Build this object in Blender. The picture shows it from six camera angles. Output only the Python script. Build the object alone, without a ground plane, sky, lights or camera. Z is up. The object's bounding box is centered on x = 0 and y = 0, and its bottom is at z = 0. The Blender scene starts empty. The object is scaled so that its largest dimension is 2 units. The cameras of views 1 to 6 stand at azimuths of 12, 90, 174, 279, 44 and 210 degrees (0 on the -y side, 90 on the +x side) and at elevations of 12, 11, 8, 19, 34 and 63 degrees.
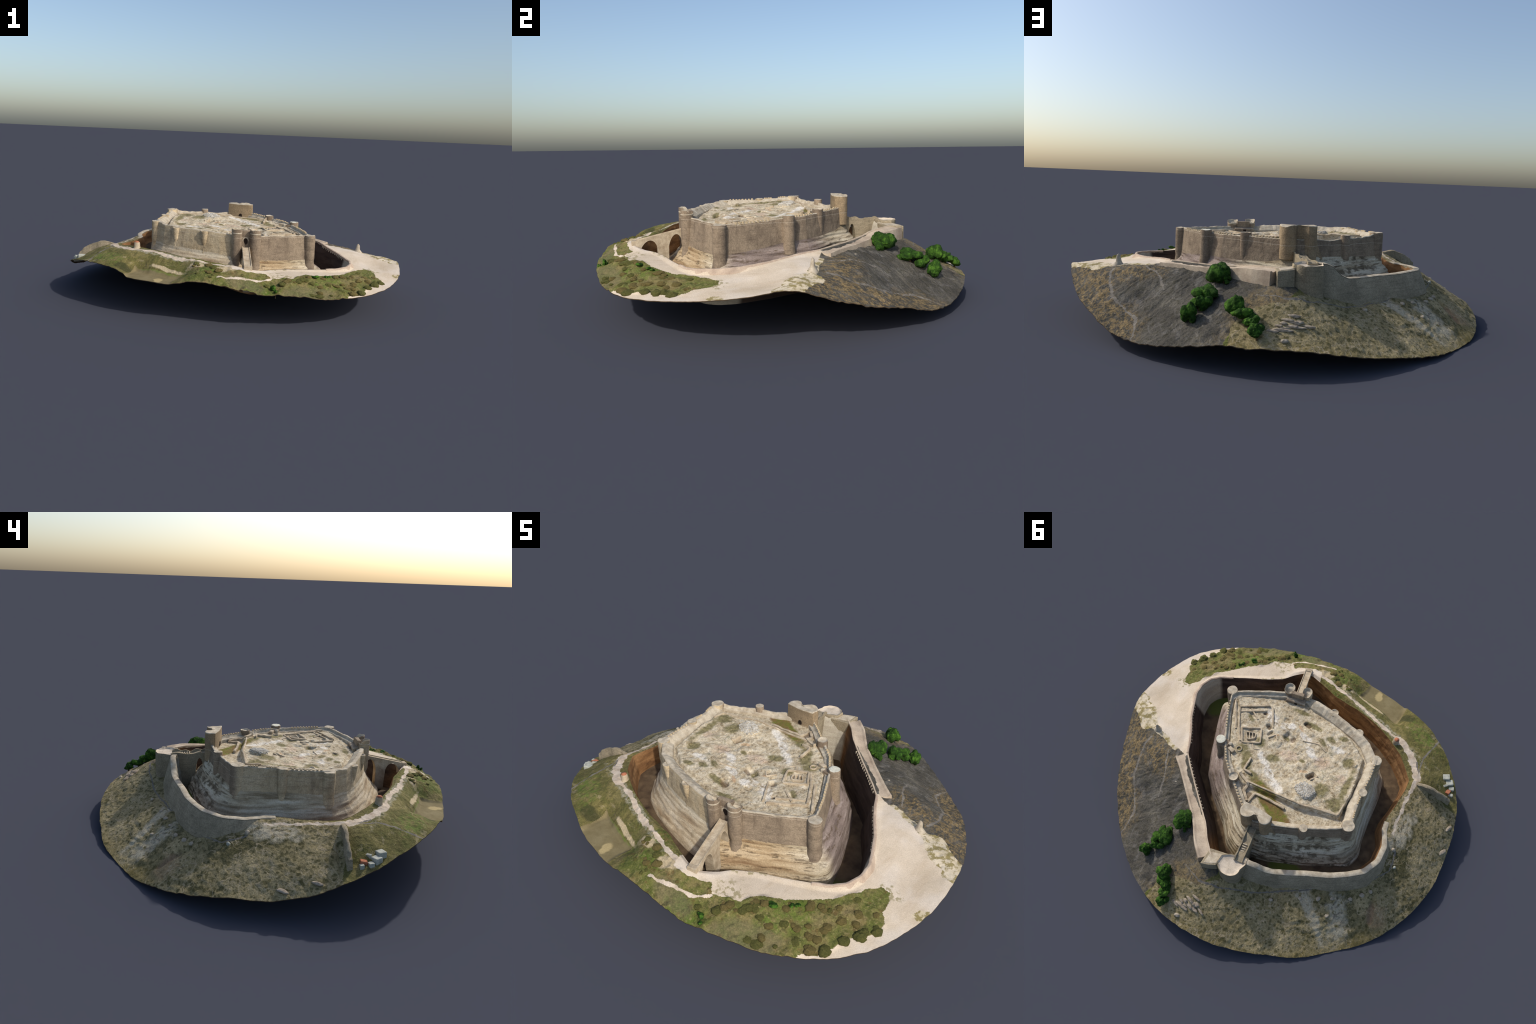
"""Ruined hilltop castle on a cut-out disc of terrain: moat, rock scarp, curtain
wall with round towers, keep, gatehouse, bridges, courtyard ruins, trees."""
import bpy, math
import numpy as np

rng = np.random.default_rng(11)

# ------------------------------------------------------------------ noise
def _hash(ix, iy, iz, seed):
    h = (ix.astype(np.int64) * 374761393 + iy.astype(np.int64) * 668265263
         + iz.astype(np.int64) * 2147483629 + seed * 974634777) & 0xffffffff
    h = ((h ^ (h >> 13)) * 1274126177) & 0xffffffff
    h = ((h ^ (h >> 15)) * 2246822519) & 0xffffffff
    return ((h ^ (h >> 16)) & 0xffff) / 32767.5 - 1.0

def vnoise(P, seed=0):
    F = np.floor(P); t = P - F; t = t * t * (3 - 2 * t); F = F.astype(np.int64)
    out = 0.0
    for dx in (0, 1):
        for dy in (0, 1):
            for dz in (0, 1):
                w = (t[..., 0] if dx else 1 - t[..., 0]) * (t[..., 1] if dy else 1 - t[..., 1]) * (t[..., 2] if dz else 1 - t[..., 2])
                out = out + w * _hash(F[..., 0] + dx, F[..., 1] + dy, F[..., 2] + dz, seed)
    return out

def fbm(P, scale, octaves=4, seed=0, gain=.5):
    P = np.asarray(P, float) * scale; a = 1.0; s = 0.0; tot = 0.0
    for o in range(octaves):
        s = s + a * vnoise(P + 17.3 * o, seed + o); tot += a; a *= gain; P = P * 2.03
    return s / tot

def fbm2(x, y, scale, octaves=4, seed=0, gain=.5):
    return fbm(np.stack([x, y, np.zeros_like(x)], -1), scale, octaves, seed, gain)

def sstep(a, b, x):
    t = np.clip((x - a) / (b - a), 0, 1); return t * t * (3 - 2 * t)

# ------------------------------------------------------------------ plane geometry helpers
def inside(poly, x, y):
    c = np.zeros(np.shape(x), bool); n = len(poly)
    for i in range(n):
        x0, y0 = poly[i]; x1, y1 = poly[(i + 1) % n]
        if y0 == y1: continue
        c ^= ((y0 > y) != (y1 > y)) & (x < (x1 - x0) * (y - y0) / (y1 - y0) + x0)
    return c

def line_dist(pts, x, y, closed=False):
    d = np.full(np.shape(x), 9.0); n = len(pts)
    for i in range(n if closed else n - 1):
        ax, ay = pts[i][:2]; bx, by = pts[(i + 1) % n][:2]
        ex, ey = bx - ax, by - ay; L = ex * ex + ey * ey + 1e-12
        t = np.clip(((x - ax) * ex + (y - ay) * ey) / L, 0, 1)
        d = np.minimum(d, np.hypot(x - ax - t * ex, y - ay - t * ey))
    return d

def signed(poly, x, y):
    d = line_dist(poly, x, y, True); return np.where(inside(poly, x, y), d, -d)

NA = 1440
TH = np.arange(NA) * 2 * np.pi / NA

def ring(stations, smooth=0):
    """closed ring of stations (x, y, values...) -> resampled on the polar angles TH"""
    S = np.array(stations, float); n = len(S)
    t = np.linspace(0, 1, 60, endpoint=False)[:, None]
    D = np.concatenate([S[i] * (1 - t) + S[(i + 1) % n] * t for i in range(n)])
    a = np.arctan2(D[:, 1], D[:, 0]) % (2 * np.pi); o = np.argsort(a); a = a[o]; D = D[o]
    aa = np.r_[a - 2 * np.pi, a, a + 2 * np.pi]
    cols = [np.hypot(D[:, 0], D[:, 1])] + [D[:, k] for k in range(2, D.shape[1])]
    out = [np.interp(TH, aa, np.r_[c, c, c]) for c in cols]
    if smooth:
        k = np.hanning(2 * smooth + 3)[1:-1]; k /= k.sum()
        out = [np.convolve(np.r_[c[-smooth:], c, c[:smooth]], k, 'valid') for c in out]
    return out

# ------------------------------------------------------------------ mesh helpers
ROOT = bpy.data.objects.new('hilltop_castle', None)
bpy.context.scene.collection.objects.link(ROOT)
ROOT['label'] = 'ruined stone castle on a hilltop with a deep moat'
ROOT['category'] = 'castle'

def add(name, V, F, mat, parent=None, smooth=True, normals=None, stuff=False):
    me = bpy.data.meshes.new(name)
    me.from_pydata(np.asarray(V, float).tolist(), [], [tuple(map(int, f)) for f in F])
    me.update()
    me.polygons.foreach_set('use_smooth', [smooth] * len(me.polygons))
    me.materials.append(mat)
    if normals is not None:
        me.normals_split_custom_set_from_vertices(normals.tolist())
    ob = bpy.data.objects.new(name, me)
    bpy.context.scene.collection.objects.link(ob)
    ob.parent = parent or ROOT
    if stuff: ob['kind'] = 'stuff'
    return ob

def grid_faces(nu, nv, closed):
    """vertex index = v*nu + u ; u runs around"""
    u = np.arange(nu if closed else nu - 1); v = np.arange(nv - 1)
    U, Vv = np.meshgrid(u, v); U1 = (U + 1) % nu
    return np.stack([Vv * nu + U, Vv * nu + U1, (Vv + 1) * nu + U1, (Vv + 1) * nu + U], -1).reshape(-1, 4)

def vert_normals(V, F):
    n = np.zeros_like(V)
    fn = np.cross(V[F[:, 2]] - V[F[:, 0]], V[F[:, 3]] - V[F[:, 1]])
    for k in range(4): np.add.at(n, F[:, k], fn)
    return n / (np.linalg.norm(n, axis=1)[:, None] + 1e-12)

def sub(name, V, F, N, sel, mat):
    f = F[sel]
    if not len(f): return None
    used, inv = np.unique(f, return_inverse=True)
    return add(name, V[used], inv.reshape(-1, 4), mat, normals=N[used])

def bevel(ob, w, seg=2):
    m = ob.modifiers.new('bevel', 'BEVEL'); m.width = w; m.segments = seg; m.limit_method = 'ANGLE'
    m.angle_limit = math.radians(40); return ob

def prism(name, outline, z0, z1, mat, parent=None, bev=.003, rough=.0, taper=1.0):
    """upright prism on an outline; z1 may be a list, one top height per corner"""
    n = len(outline); z1 = z1 if hasattr(z1, '__len__') else [z1] * n
    c = np.mean(np.array(outline), 0)
    V = [(c[0] + (x - c[0]) * taper, c[1] + (y - c[1]) * taper, z0) for x, y in outline] + [(x, y, z) for (x, y), z in zip(outline, z1)]
    F = [(i, (i + 1) % n, n + (i + 1) % n, n + i) for i in range(n)]
    F += [tuple(range(n - 1, -1, -1)), tuple(range(n, 2 * n))]
    ob = add(name, V, F, mat, parent, smooth=False)
    if bev: bevel(ob, bev)
    return ob

# ------------------------------------------------------------------ materials
def srgb(r, g, b):
    f = lambda c: (c / 255 / 12.92) if c <= 10 else ((c / 255 + .055) / 1.055) ** 2.4
    return (f(r), f(g), f(b), 1)

class Mat:
    def __init__(s, name, rough=.95):
        s.m = bpy.data.materials.new(name); s.m.use_nodes = True
        s.nt = s.m.node_tree; s.nt.nodes.clear()
        s.out = s.n('ShaderNodeOutputMaterial'); s.b = s.n('ShaderNodeBsdfPrincipled')
        s.b.inputs['Roughness'].default_value = rough
        s.b.inputs['Specular IOR Level'].default_value = .15
        s.l(s.b.outputs[0], s.out.inputs[0])
        s.tc = s.n('ShaderNodeTexCoord').outputs['Object']
        sep = s.n('ShaderNodeSeparateXYZ'); s.l(s.tc, sep.inputs[0])
        s.x, s.y, s.z = sep.outputs
    def n(s, t): return s.nt.nodes.new(t)
    def l(s, a, b): s.nt.links.new(a, b)
    def put(s, v, sock):
        if isinstance(v, bpy.types.NodeSocket): s.l(v, sock)
        else: sock.default_value = v
    def math(s, op, a, b=0.0, clamp=False):
        k = s.n('ShaderNodeMath'); k.operation = op; k.use_clamp = clamp
        s.put(a, k.inputs[0]); s.put(b, k.inputs[1]); return k.outputs[0]
    def map(s, sc=(1, 1, 1), loc=(0, 0, 0), rot=(0, 0, 0)):
        k = s.n('ShaderNodeMapping'); s.l(s.tc, k.inputs[0])
        k.inputs['Scale'].default_value = sc; k.inputs['Location'].default_value = loc; k.inputs['Rotation'].default_value = rot
        return k.outputs[0]
    def noise(s, scale, detail=5, rough=.55, vec=None, dist=0.0):
        k = s.n('ShaderNodeTexNoise'); s.l(vec or s.tc, k.inputs['Vector'])
        k.inputs['Scale'].default_value = scale; k.inputs['Detail'].default_value = detail
        k.inputs['Roughness'].default_value = rough; k.inputs['Distortion'].default_value = dist
        return k.outputs['Fac']
    def vor(s, scale, feature='F1', vec=None, rand=1.0):
        k = s.n('ShaderNodeTexVoronoi'); k.feature = feature; s.l(vec or s.tc, k.inputs['Vector'])
        k.inputs['Scale'].default_value = scale; k.inputs['Randomness'].default_value = rand
        return k.outputs['Distance']
    def step(s, v, a, b):
        k = s.n('ShaderNodeMapRange'); k.interpolation_type = 'SMOOTHSTEP'
        s.put(v, k.inputs[0]); k.inputs[1].default_value = a; k.inputs[2].default_value = b
        return k.outputs[0]
    def ramp(s, fac, stops):
        k = s.n('ShaderNodeValToRGB'); s.l(fac, k.inputs[0]); e = k.color_ramp.elements
        while len(e) < len(stops): e.new(.5)
        for el, (p, c) in zip(e, stops): el.position = p; el.color = srgb(*c)
        return k.outputs[0]
    def mix(s, fac, a, b, mode='MIX'):
        k = s.n('ShaderNodeMix'); k.data_type = 'RGBA'; k.blend_type = mode
        s.put(fac, k.inputs[0])
        s.put(srgb(*a) if isinstance(a, tuple) and len(a) == 3 else a, k.inputs[6])
        s.put(srgb(*b) if isinstance(b, tuple) and len(b) == 3 else b, k.inputs[7])
        return k.outputs[2]
    def blob(s, cx, cy, rx, ry=None, rot=0.0, edge=.5, jag=.5, jscale=14):
        """soft elliptical patch in plan, 1 inside, edge broken up by noise"""
        ry = ry or rx; c, q = math.cos(rot), math.sin(rot)
        dx = s.math('SUBTRACT', s.x, cx); dy = s.math('SUBTRACT', s.y, cy)
        u = s.math('ADD', s.math('MULTIPLY', dx, c / rx), s.math('MULTIPLY', dy, q / rx))
        v = s.math('ADD', s.math('MULTIPLY', dx, -q / ry), s.math('MULTIPLY', dy, c / ry))
        d = s.math('SQRT', s.math('ADD', s.math('MULTIPLY', u, u), s.math('MULTIPLY', v, v)))
        if jag: d = s.math('ADD', d, s.math('MULTIPLY', s.math('SUBTRACT', s.noise(jscale, 4), .5), jag * 2))
        return s.step(d, 1 + edge / 2, 1 - edge / 2)
    def mul(s, a, b): return s.math('MULTIPLY', a, b)
    def grain(s, col, scale=160, amt=.22):
        """fine tonal grain"""
        g = s.noise(scale, 4, .65); lo = s.ramp(g, [(.3, (150, 150, 150)), (.7, (255, 255, 255))])
        return s.mix(amt, col, s.mix(1.0, col, lo, 'MULTIPLY'))
    def done(s, col, bump=None, strength=.3, dist=.004):
        s.put(col, s.b.inputs['Base Color'])
        if bump is not None:
            k = s.n('ShaderNodeBump'); k.inputs['Strength'].default_value = strength
            k.inputs['Distance'].default_value = dist; s.l(bump, k.inputs['Height']); s.l(k.outputs[0], s.b.inputs['Normal'])
        return s.m

def m_masonry(name, a=(166, 148, 125), b=(130, 114, 97), c=(94, 81, 69), streak=True, west=True):  # a, b lowered for the baked shadow on south, east and north walls
    m = Mat(name)
    tone = m.math('ADD', m.mul(m.noise(8, 5), .55), m.mul(m.noise(34, 4, .6), .45))
    base = m.ramp(tone, [(.34, b), (.62, a)])
    if west:                                                        # same stone, lightened on the fronts the photo's sun brightens
        pale = m.ramp(tone, [(.34, (188, 166, 131)), (.62, (222, 202, 167))])
        base = m.mix(m.mul(m.step(m.x, .11, .07), m.step(m.y, .09, .06)), base, pale)
    st = m.noise(26, 4, .6, m.map((1, 1, .12)))                    # vertical stains
    if streak: base = m.mix(m.mul(m.step(st, .50, .72), .42), base, c)
    course = m.noise(70, 3, .5, m.map((.2, .2, 2.0)))
    base = m.mix(m.mul(m.step(course, .50, .66), .26), base, c)
    line = m.step(m.math('ABSOLUTE', m.math('SUBTRACT', m.math('ADD', m.z, m.mul(m.noise(7, 2), .012)), .392)), .0022, .0008)
    base = m.mix(m.mul(line, .45), base, (206, 192, 170))            # pale string line
    pits = m.step(m.vor(85), .20, .06)
    base = m.mix(m.mul(pits, .45), base, (84, 70, 58))
    return m.done(m.grain(base, 190, .6), m.noise(150, 4), .4)

def m_scarp():
    m = Mat('rock_strata')
    wz = m.math('ADD', m.z, m.mul(m.noise(5, 3), .03))
    cv = m.n('ShaderNodeCombineXYZ'); m.l(m.mul(m.x, .10), cv.inputs[0]); m.l(m.mul(m.y, .10), cv.inputs[1]); m.l(wz, cv.inputs[2]); cv = cv.outputs[0]
    band = m.noise(52, 4, .6, cv); band2 = m.noise(140, 4, .6, cv); band3 = m.noise(85, 3, .5, cv)
    pale = m.ramp(band, [(.32, (146, 130, 104)), (.5, (194, 179, 151)), (.66, (220, 208, 183))])
    warm = m.ramp(band, [(.32, (140, 112, 82)), (.48, (186, 162, 126)), (.64, (208, 186, 152))])
    swp = m.ramp(band, [(.32, (170, 148, 118)), (.48, (200, 182, 152)), (.64, (216, 202, 176))])
    grey = m.ramp(band, [(.32, (112, 98, 90)), (.52, (148, 132, 122)), (.68, (172, 158, 148))])  # east side tinted grey-mauve for the bluish castle shade
    south = m.step(m.y, -.30, -.42); east = m.mul(m.step(m.x, .1, .3), m.step(m.y, -.32, -.22))
    col = m.mix(south, pale, m.mix(m.step(m.x, .16, .10), warm, swp)); col = m.mix(east, col, grey); west = m.mul(m.step(m.x, .16, .06), m.step(m.y, .14, .06))
    north = m.mul(m.step(m.y, .12, .2), m.step(m.x, .02, -.1))
    brk = m.noise(30, 4, .6)
    col = m.mix(m.mul(m.mul(m.step(band2, .53, .60), m.step(brk, .38, .55)), m.math('SUBTRACT', .7, m.mul(west, .45))), col, (92, 76, 58))
    col = m.mix(m.mul(north, m.mul(m.step(band3, .47, .53), m.mul(m.step(brk, .42, .56), .75))), col, (88, 76, 58))
    spots = m.mul(m.step(m.noise(22, 5), .6, .7), .35)
    col = m.mix(spots, col, (122, 106, 76))
    return m.done(m.grain(col, 200, .5), m.math('ADD', band2, m.noise(120, 4)), .45)

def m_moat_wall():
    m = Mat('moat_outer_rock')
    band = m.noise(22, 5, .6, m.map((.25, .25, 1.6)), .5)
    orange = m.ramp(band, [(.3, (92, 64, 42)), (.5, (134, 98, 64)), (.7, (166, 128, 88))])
    dark = m.ramp(band, [(.3, (50, 41, 37)), (.7, (88, 74, 66))])  # moat shadow painted into the rock colour, east and south
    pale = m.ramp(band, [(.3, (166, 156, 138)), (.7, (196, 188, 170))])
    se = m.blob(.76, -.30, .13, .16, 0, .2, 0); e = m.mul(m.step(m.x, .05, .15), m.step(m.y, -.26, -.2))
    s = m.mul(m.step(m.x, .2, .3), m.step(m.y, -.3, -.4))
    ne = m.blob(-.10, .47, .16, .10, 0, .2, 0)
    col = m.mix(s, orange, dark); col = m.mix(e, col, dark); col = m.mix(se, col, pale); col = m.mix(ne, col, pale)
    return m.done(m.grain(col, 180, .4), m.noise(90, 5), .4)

def m_moat_floor():
    m = Mat('moat_floor_soil')
    col = m.ramp(m.noise(18, 5), [(.3, (70, 56, 44)), (.7, (110, 92, 70))])
    g = m.math('ADD', m.blob(.60, -.34, .10, .10), m.blob(-.3, .38, .18, .07, -.6), True)
    col = m.mix(g, col, (92, 98, 46))
    return m.done(m.grain(col), m.noise(100, 4), .4)

def m_road():
    m = Mat('pale_dirt')
    col = m.ramp(m.noise(6, 6, .62), [(.3, (198, 181, 157)), (.7, (222, 206, 184))])
    st = m.noise(18, 5, .6, m.map((1, .22, 1), rot=(0, 0, .6)))
    col = m.mix(m.mul(m.step(st, .52, .74), .5), col, (186, 165, 138))
    col = m.mix(m.mul(m.step(m.noise(3, 4), .55, .65), .35), col, (214, 204, 192))
    peb = m.step(m.vor(70), .18, .05); col = m.mix(m.mul(peb, .35), col, (166, 146, 120))
    edge = m.math('ADD', m.blob(.84, -.27, .05, .03, 0, .6, 1.2, 50), m.math('ADD', m.blob(.40, -.69, .06, .05, 0, .6, 1.0, 40), m.blob(.36, -.585, .13, .014, .55, .6, .9, 50)), True)
    col = m.mix(m.mul(edge, m.mul(m.step(m.noise(55, 4), .50, .58), .7)), col, (138, 128, 84))
    return m.done(m.grain(col, 240, .35), m.noise(140, 4), .2)

def m_footpath():
    m = Mat('trodden_path')
    col = m.ramp(m.noise(24, 5), [(.3, (176, 158, 136)), (.7, (216, 200, 180))])
    return m.done(m.grain(col, 240, .3), m.noise(140, 4), .2)

def m_bank():
    m = Mat('grassy_bank')
    n1 = m.noise(10, 6, .65); n2 = m.noise(38, 5, .68); n3 = m.noise(90, 4, .7)
    col = m.ramp(n1, [(.30, (84, 94, 42)), (.45, (112, 114, 60)), (.56, (128, 118, 74)), (.70, (146, 130, 90))])
    col = m.mix(m.mul(m.step(n2, .50, .64), .65), col, (78, 82, 40))
    col = m.mix(m.mul(m.step(m.noise(24, 5, .65), .54, .66), .65), col, (112, 88, 54))
    gr = m.math('ADD', m.blob(.62, -.62, .12, .06, .9), m.math('ADD', m.blob(.05, -.79, .09, .04), m.blob(.30, -.86, .08, .05)), True)
    col = m.mix(m.mul(gr, m.mul(m.step(n2, .6, .4), .6)), col, (96, 120, 44))
    col = m.mix(m.mul(m.step(n3, .54, .66), .5), col, (160, 146, 104))
    col = m.mix(m.mul(m.step(n3, .44, .32), .5), col, (62, 64, 34))
    grey = m.math('ADD', m.blob(.55, -.78, .13, .06, .6), m.blob(.24, -.84, .1, .04), True)
    col = m.mix(m.mul(grey, .5), col, (116, 110, 82))
    w = m.step(m.x, .0, -.25)                                             # western meadow: olive, smoother
    mead = m.ramp(m.math('ADD', m.mul(n1, .6), m.mul(n2, .4)), [(.34, (86, 90, 46)), (.5, (118, 110, 66)), (.64, (142, 130, 86))])
    mead = m.mix(m.mul(m.blob(-.55, -.70, .12, .05, -.5, .9, .8), m.mul(m.step(n2, .6, .4), .6)), mead, (98, 122, 50))
    mead = m.mix(m.mul(m.step(m.noise(60, 4, .6, m.map((1, .3, 1), rot=(0, 0, .5))), .50, .64), .5), mead, (82, 76, 44))
    mead = m.mix(m.mul(m.step(m.noise(34, 4, .6, m.map((.35, 1, 1), rot=(0, 0, .35))), .58, .66), .5), mead, (164, 150, 116))
    col = m.mix(w, col, mead)
    pale = m.math('ADD', m.blob(.13, -.765, .05, .028, .2, .5, .6, 40), m.math('ADD', m.blob(-.20, -.742, .11, .010, -.25, .5, .8, 30), m.blob(-.03, -.745, .05, .02, .1, .5, .7, 40)), True)
    col = m.mix(m.mul(pale, .85), col, (204, 184, 150))
    lip = m.mul(m.blob(-.3, -.63, .34, .022, -.28, .5, .8, 50), .55)
    col = m.mix(m.mul(lip, m.step(n2, .4, .55)), col, (184, 178, 158))
    dark = m.blob(-.41, -.775, .05, .03, .3, .6, .6, 30); col = m.mix(m.mul(dark, .75), col, (52, 56, 36))
    return m.done(m.grain(col, 170, .6), m.math('ADD', n2, n3), .7, .006)

def m_scrub():
    m = Mat('dry_scrub_slope')
    n1 = m.noise(6, 6, .6); n2 = m.noise(36, 5, .7); n3 = m.noise(95, 4, .7)
    soil = m.ramp(m.math('ADD', m.mul(n1, .5), m.mul(n2, .5)), [(.36, (120, 109, 76)), (.5, (152, 138, 101)), (.62, (180, 164, 126))])
    clump = m.math('ADD', m.vor(56, 'SMOOTH_F1'), m.mul(n2, .55))
    dens = m.mul(m.math('SUBTRACT', n1, .5), .45)
    bush = m.step(m.math('ADD', clump, dens), .66, .50)
    col = m.mix(m.mul(bush, .7), soil, (80, 76, 44))
    col = m.mix(m.mul(m.step(n3, .52, .64), .45), col, (76, 72, 44))
    near = m.math('ADD', m.blob(-.60, .33, .30, .06, -.66, .6, .8), m.blob(-.77, -.02, .06, .20, .2, .6, .8), True)
    col = m.mix(m.mul(near, m.mul(m.step(n2, .40, .52), .75)), col, (66, 66, 38))
    pale = m.math('ADD', m.blob(-.65, .42, .11, .05, 2.2, .9, 1.3, 24), m.math('ADD', m.blob(-.50, .46, .16, .03, -.6, .9, 1.3, 30), m.blob(-.72, -.12, .12, .04, 1.5, .9, 1.3, 26)), True)
    col = m.mix(m.mul(pale, m.mul(m.step(n2, .36, .50), .9)), col, (188, 178, 154))
    col = m.mix(m.mul(pale, m.mul(m.step(m.noise(40, 4, .6, m.map((1, .25, 1), rot=(0, 0, .9))), .56, .62), .6)), col, (84, 82, 78))
    red = m.blob(-.785, .30, .016, .055, .45, .5, .7, 40); col = m.mix(m.mul(red, .6), col, (112, 90, 76))
    pink = m.blob(-.82, .30, .06, .05, 0, .8, .9, 20); col = m.mix(m.mul(pink, .45), col, (180, 150, 118))
    rimy = m.step(m.math('SQRT', m.math('ADD', m.mul(m.x, m.x), m.mul(m.y, m.y))), .85, .91)
    rimy = m.mul(m.mul(rimy, m.step(m.y, .3, .45)), .6); col = m.mix(m.mul(rimy, m.step(n2, .36, .5)), col, (140, 122, 72))
    trail = m.step(m.math('ABSOLUTE', m.math('SUBTRACT', m.noise(9, 3, .5), .5)), .012, .003)
    col = m.mix(m.mul(trail, m.mul(m.step(n2, .35, .5), .7)), col, (178, 162, 132))
    wpath = m.step(m.math('ABSOLUTE', m.math('SUBTRACT', m.noise(5, 4, .55, m.map((1, 1, 1), (3.1, 1.7, 0))), .48)), .008, .002)
    col = m.mix(m.mul(wpath, .6), col, (180, 164, 134))
    return m.done(m.grain(col, 170, .6), m.math('ADD', n2, n3), .7, .006)

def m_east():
    m = Mat('shadow_tinted_scrub')
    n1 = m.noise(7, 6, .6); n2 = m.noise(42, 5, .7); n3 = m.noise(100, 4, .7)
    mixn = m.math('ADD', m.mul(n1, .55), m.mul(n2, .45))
    col = m.ramp(mixn, [(.36, (66, 63, 57)), (.50, (92, 88, 80)), (.62, (122, 116, 104))])  # scrub colours darkened and cooled: cast shadow baked into the east slope
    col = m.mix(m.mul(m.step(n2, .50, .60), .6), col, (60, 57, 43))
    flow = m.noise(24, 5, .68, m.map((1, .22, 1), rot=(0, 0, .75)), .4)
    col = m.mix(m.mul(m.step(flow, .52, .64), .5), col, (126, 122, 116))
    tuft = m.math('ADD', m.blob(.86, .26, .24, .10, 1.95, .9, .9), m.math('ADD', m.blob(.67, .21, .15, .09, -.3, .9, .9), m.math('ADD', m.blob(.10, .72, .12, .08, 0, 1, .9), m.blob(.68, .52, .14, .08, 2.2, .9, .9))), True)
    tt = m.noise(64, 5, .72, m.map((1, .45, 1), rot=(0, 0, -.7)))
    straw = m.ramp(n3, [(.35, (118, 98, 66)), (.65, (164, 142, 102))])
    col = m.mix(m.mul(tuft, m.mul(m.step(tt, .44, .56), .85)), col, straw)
    edge = m.blob(.12, .74, .22, .10, .75, 1.0, 1.0, 18)               # breaks up the painted shadow's northern edge
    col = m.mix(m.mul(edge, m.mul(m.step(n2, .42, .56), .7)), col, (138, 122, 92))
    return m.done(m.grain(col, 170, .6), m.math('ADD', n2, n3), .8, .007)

def m_verge():
    m = Mat('tufted_verge')
    n = m.noise(30, 5, .65)
    col = m.ramp(m.noise(12, 5), [(.3, (196, 180, 148)), (.7, (220, 206, 182))])
    col = m.mix(m.mul(m.step(n, .46, .56), .85), col, (132, 118, 66))
    return m.done(m.grain(col, 180, .35), n, .4)

def m_field():
    m = Mat('playing_field_earth')
    n = m.noise(16, 6)
    col = m.ramp(n, [(.3, (116, 104, 72)), (.7, (136, 124, 92))])
    col = m.mix(m.mul(m.blob(-.20, -.845, .022, .035, .3, .5, .7, 30), .7), col, (192, 172, 124))
    edge = m.blob(-.24, -.735, .16, .018, -.25, .5, .5, 40); col = m.mix(m.mul(edge, .7), col, (104, 124, 48))
    return m.done(m.grain(col, 200, .3), n, .2)

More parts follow.
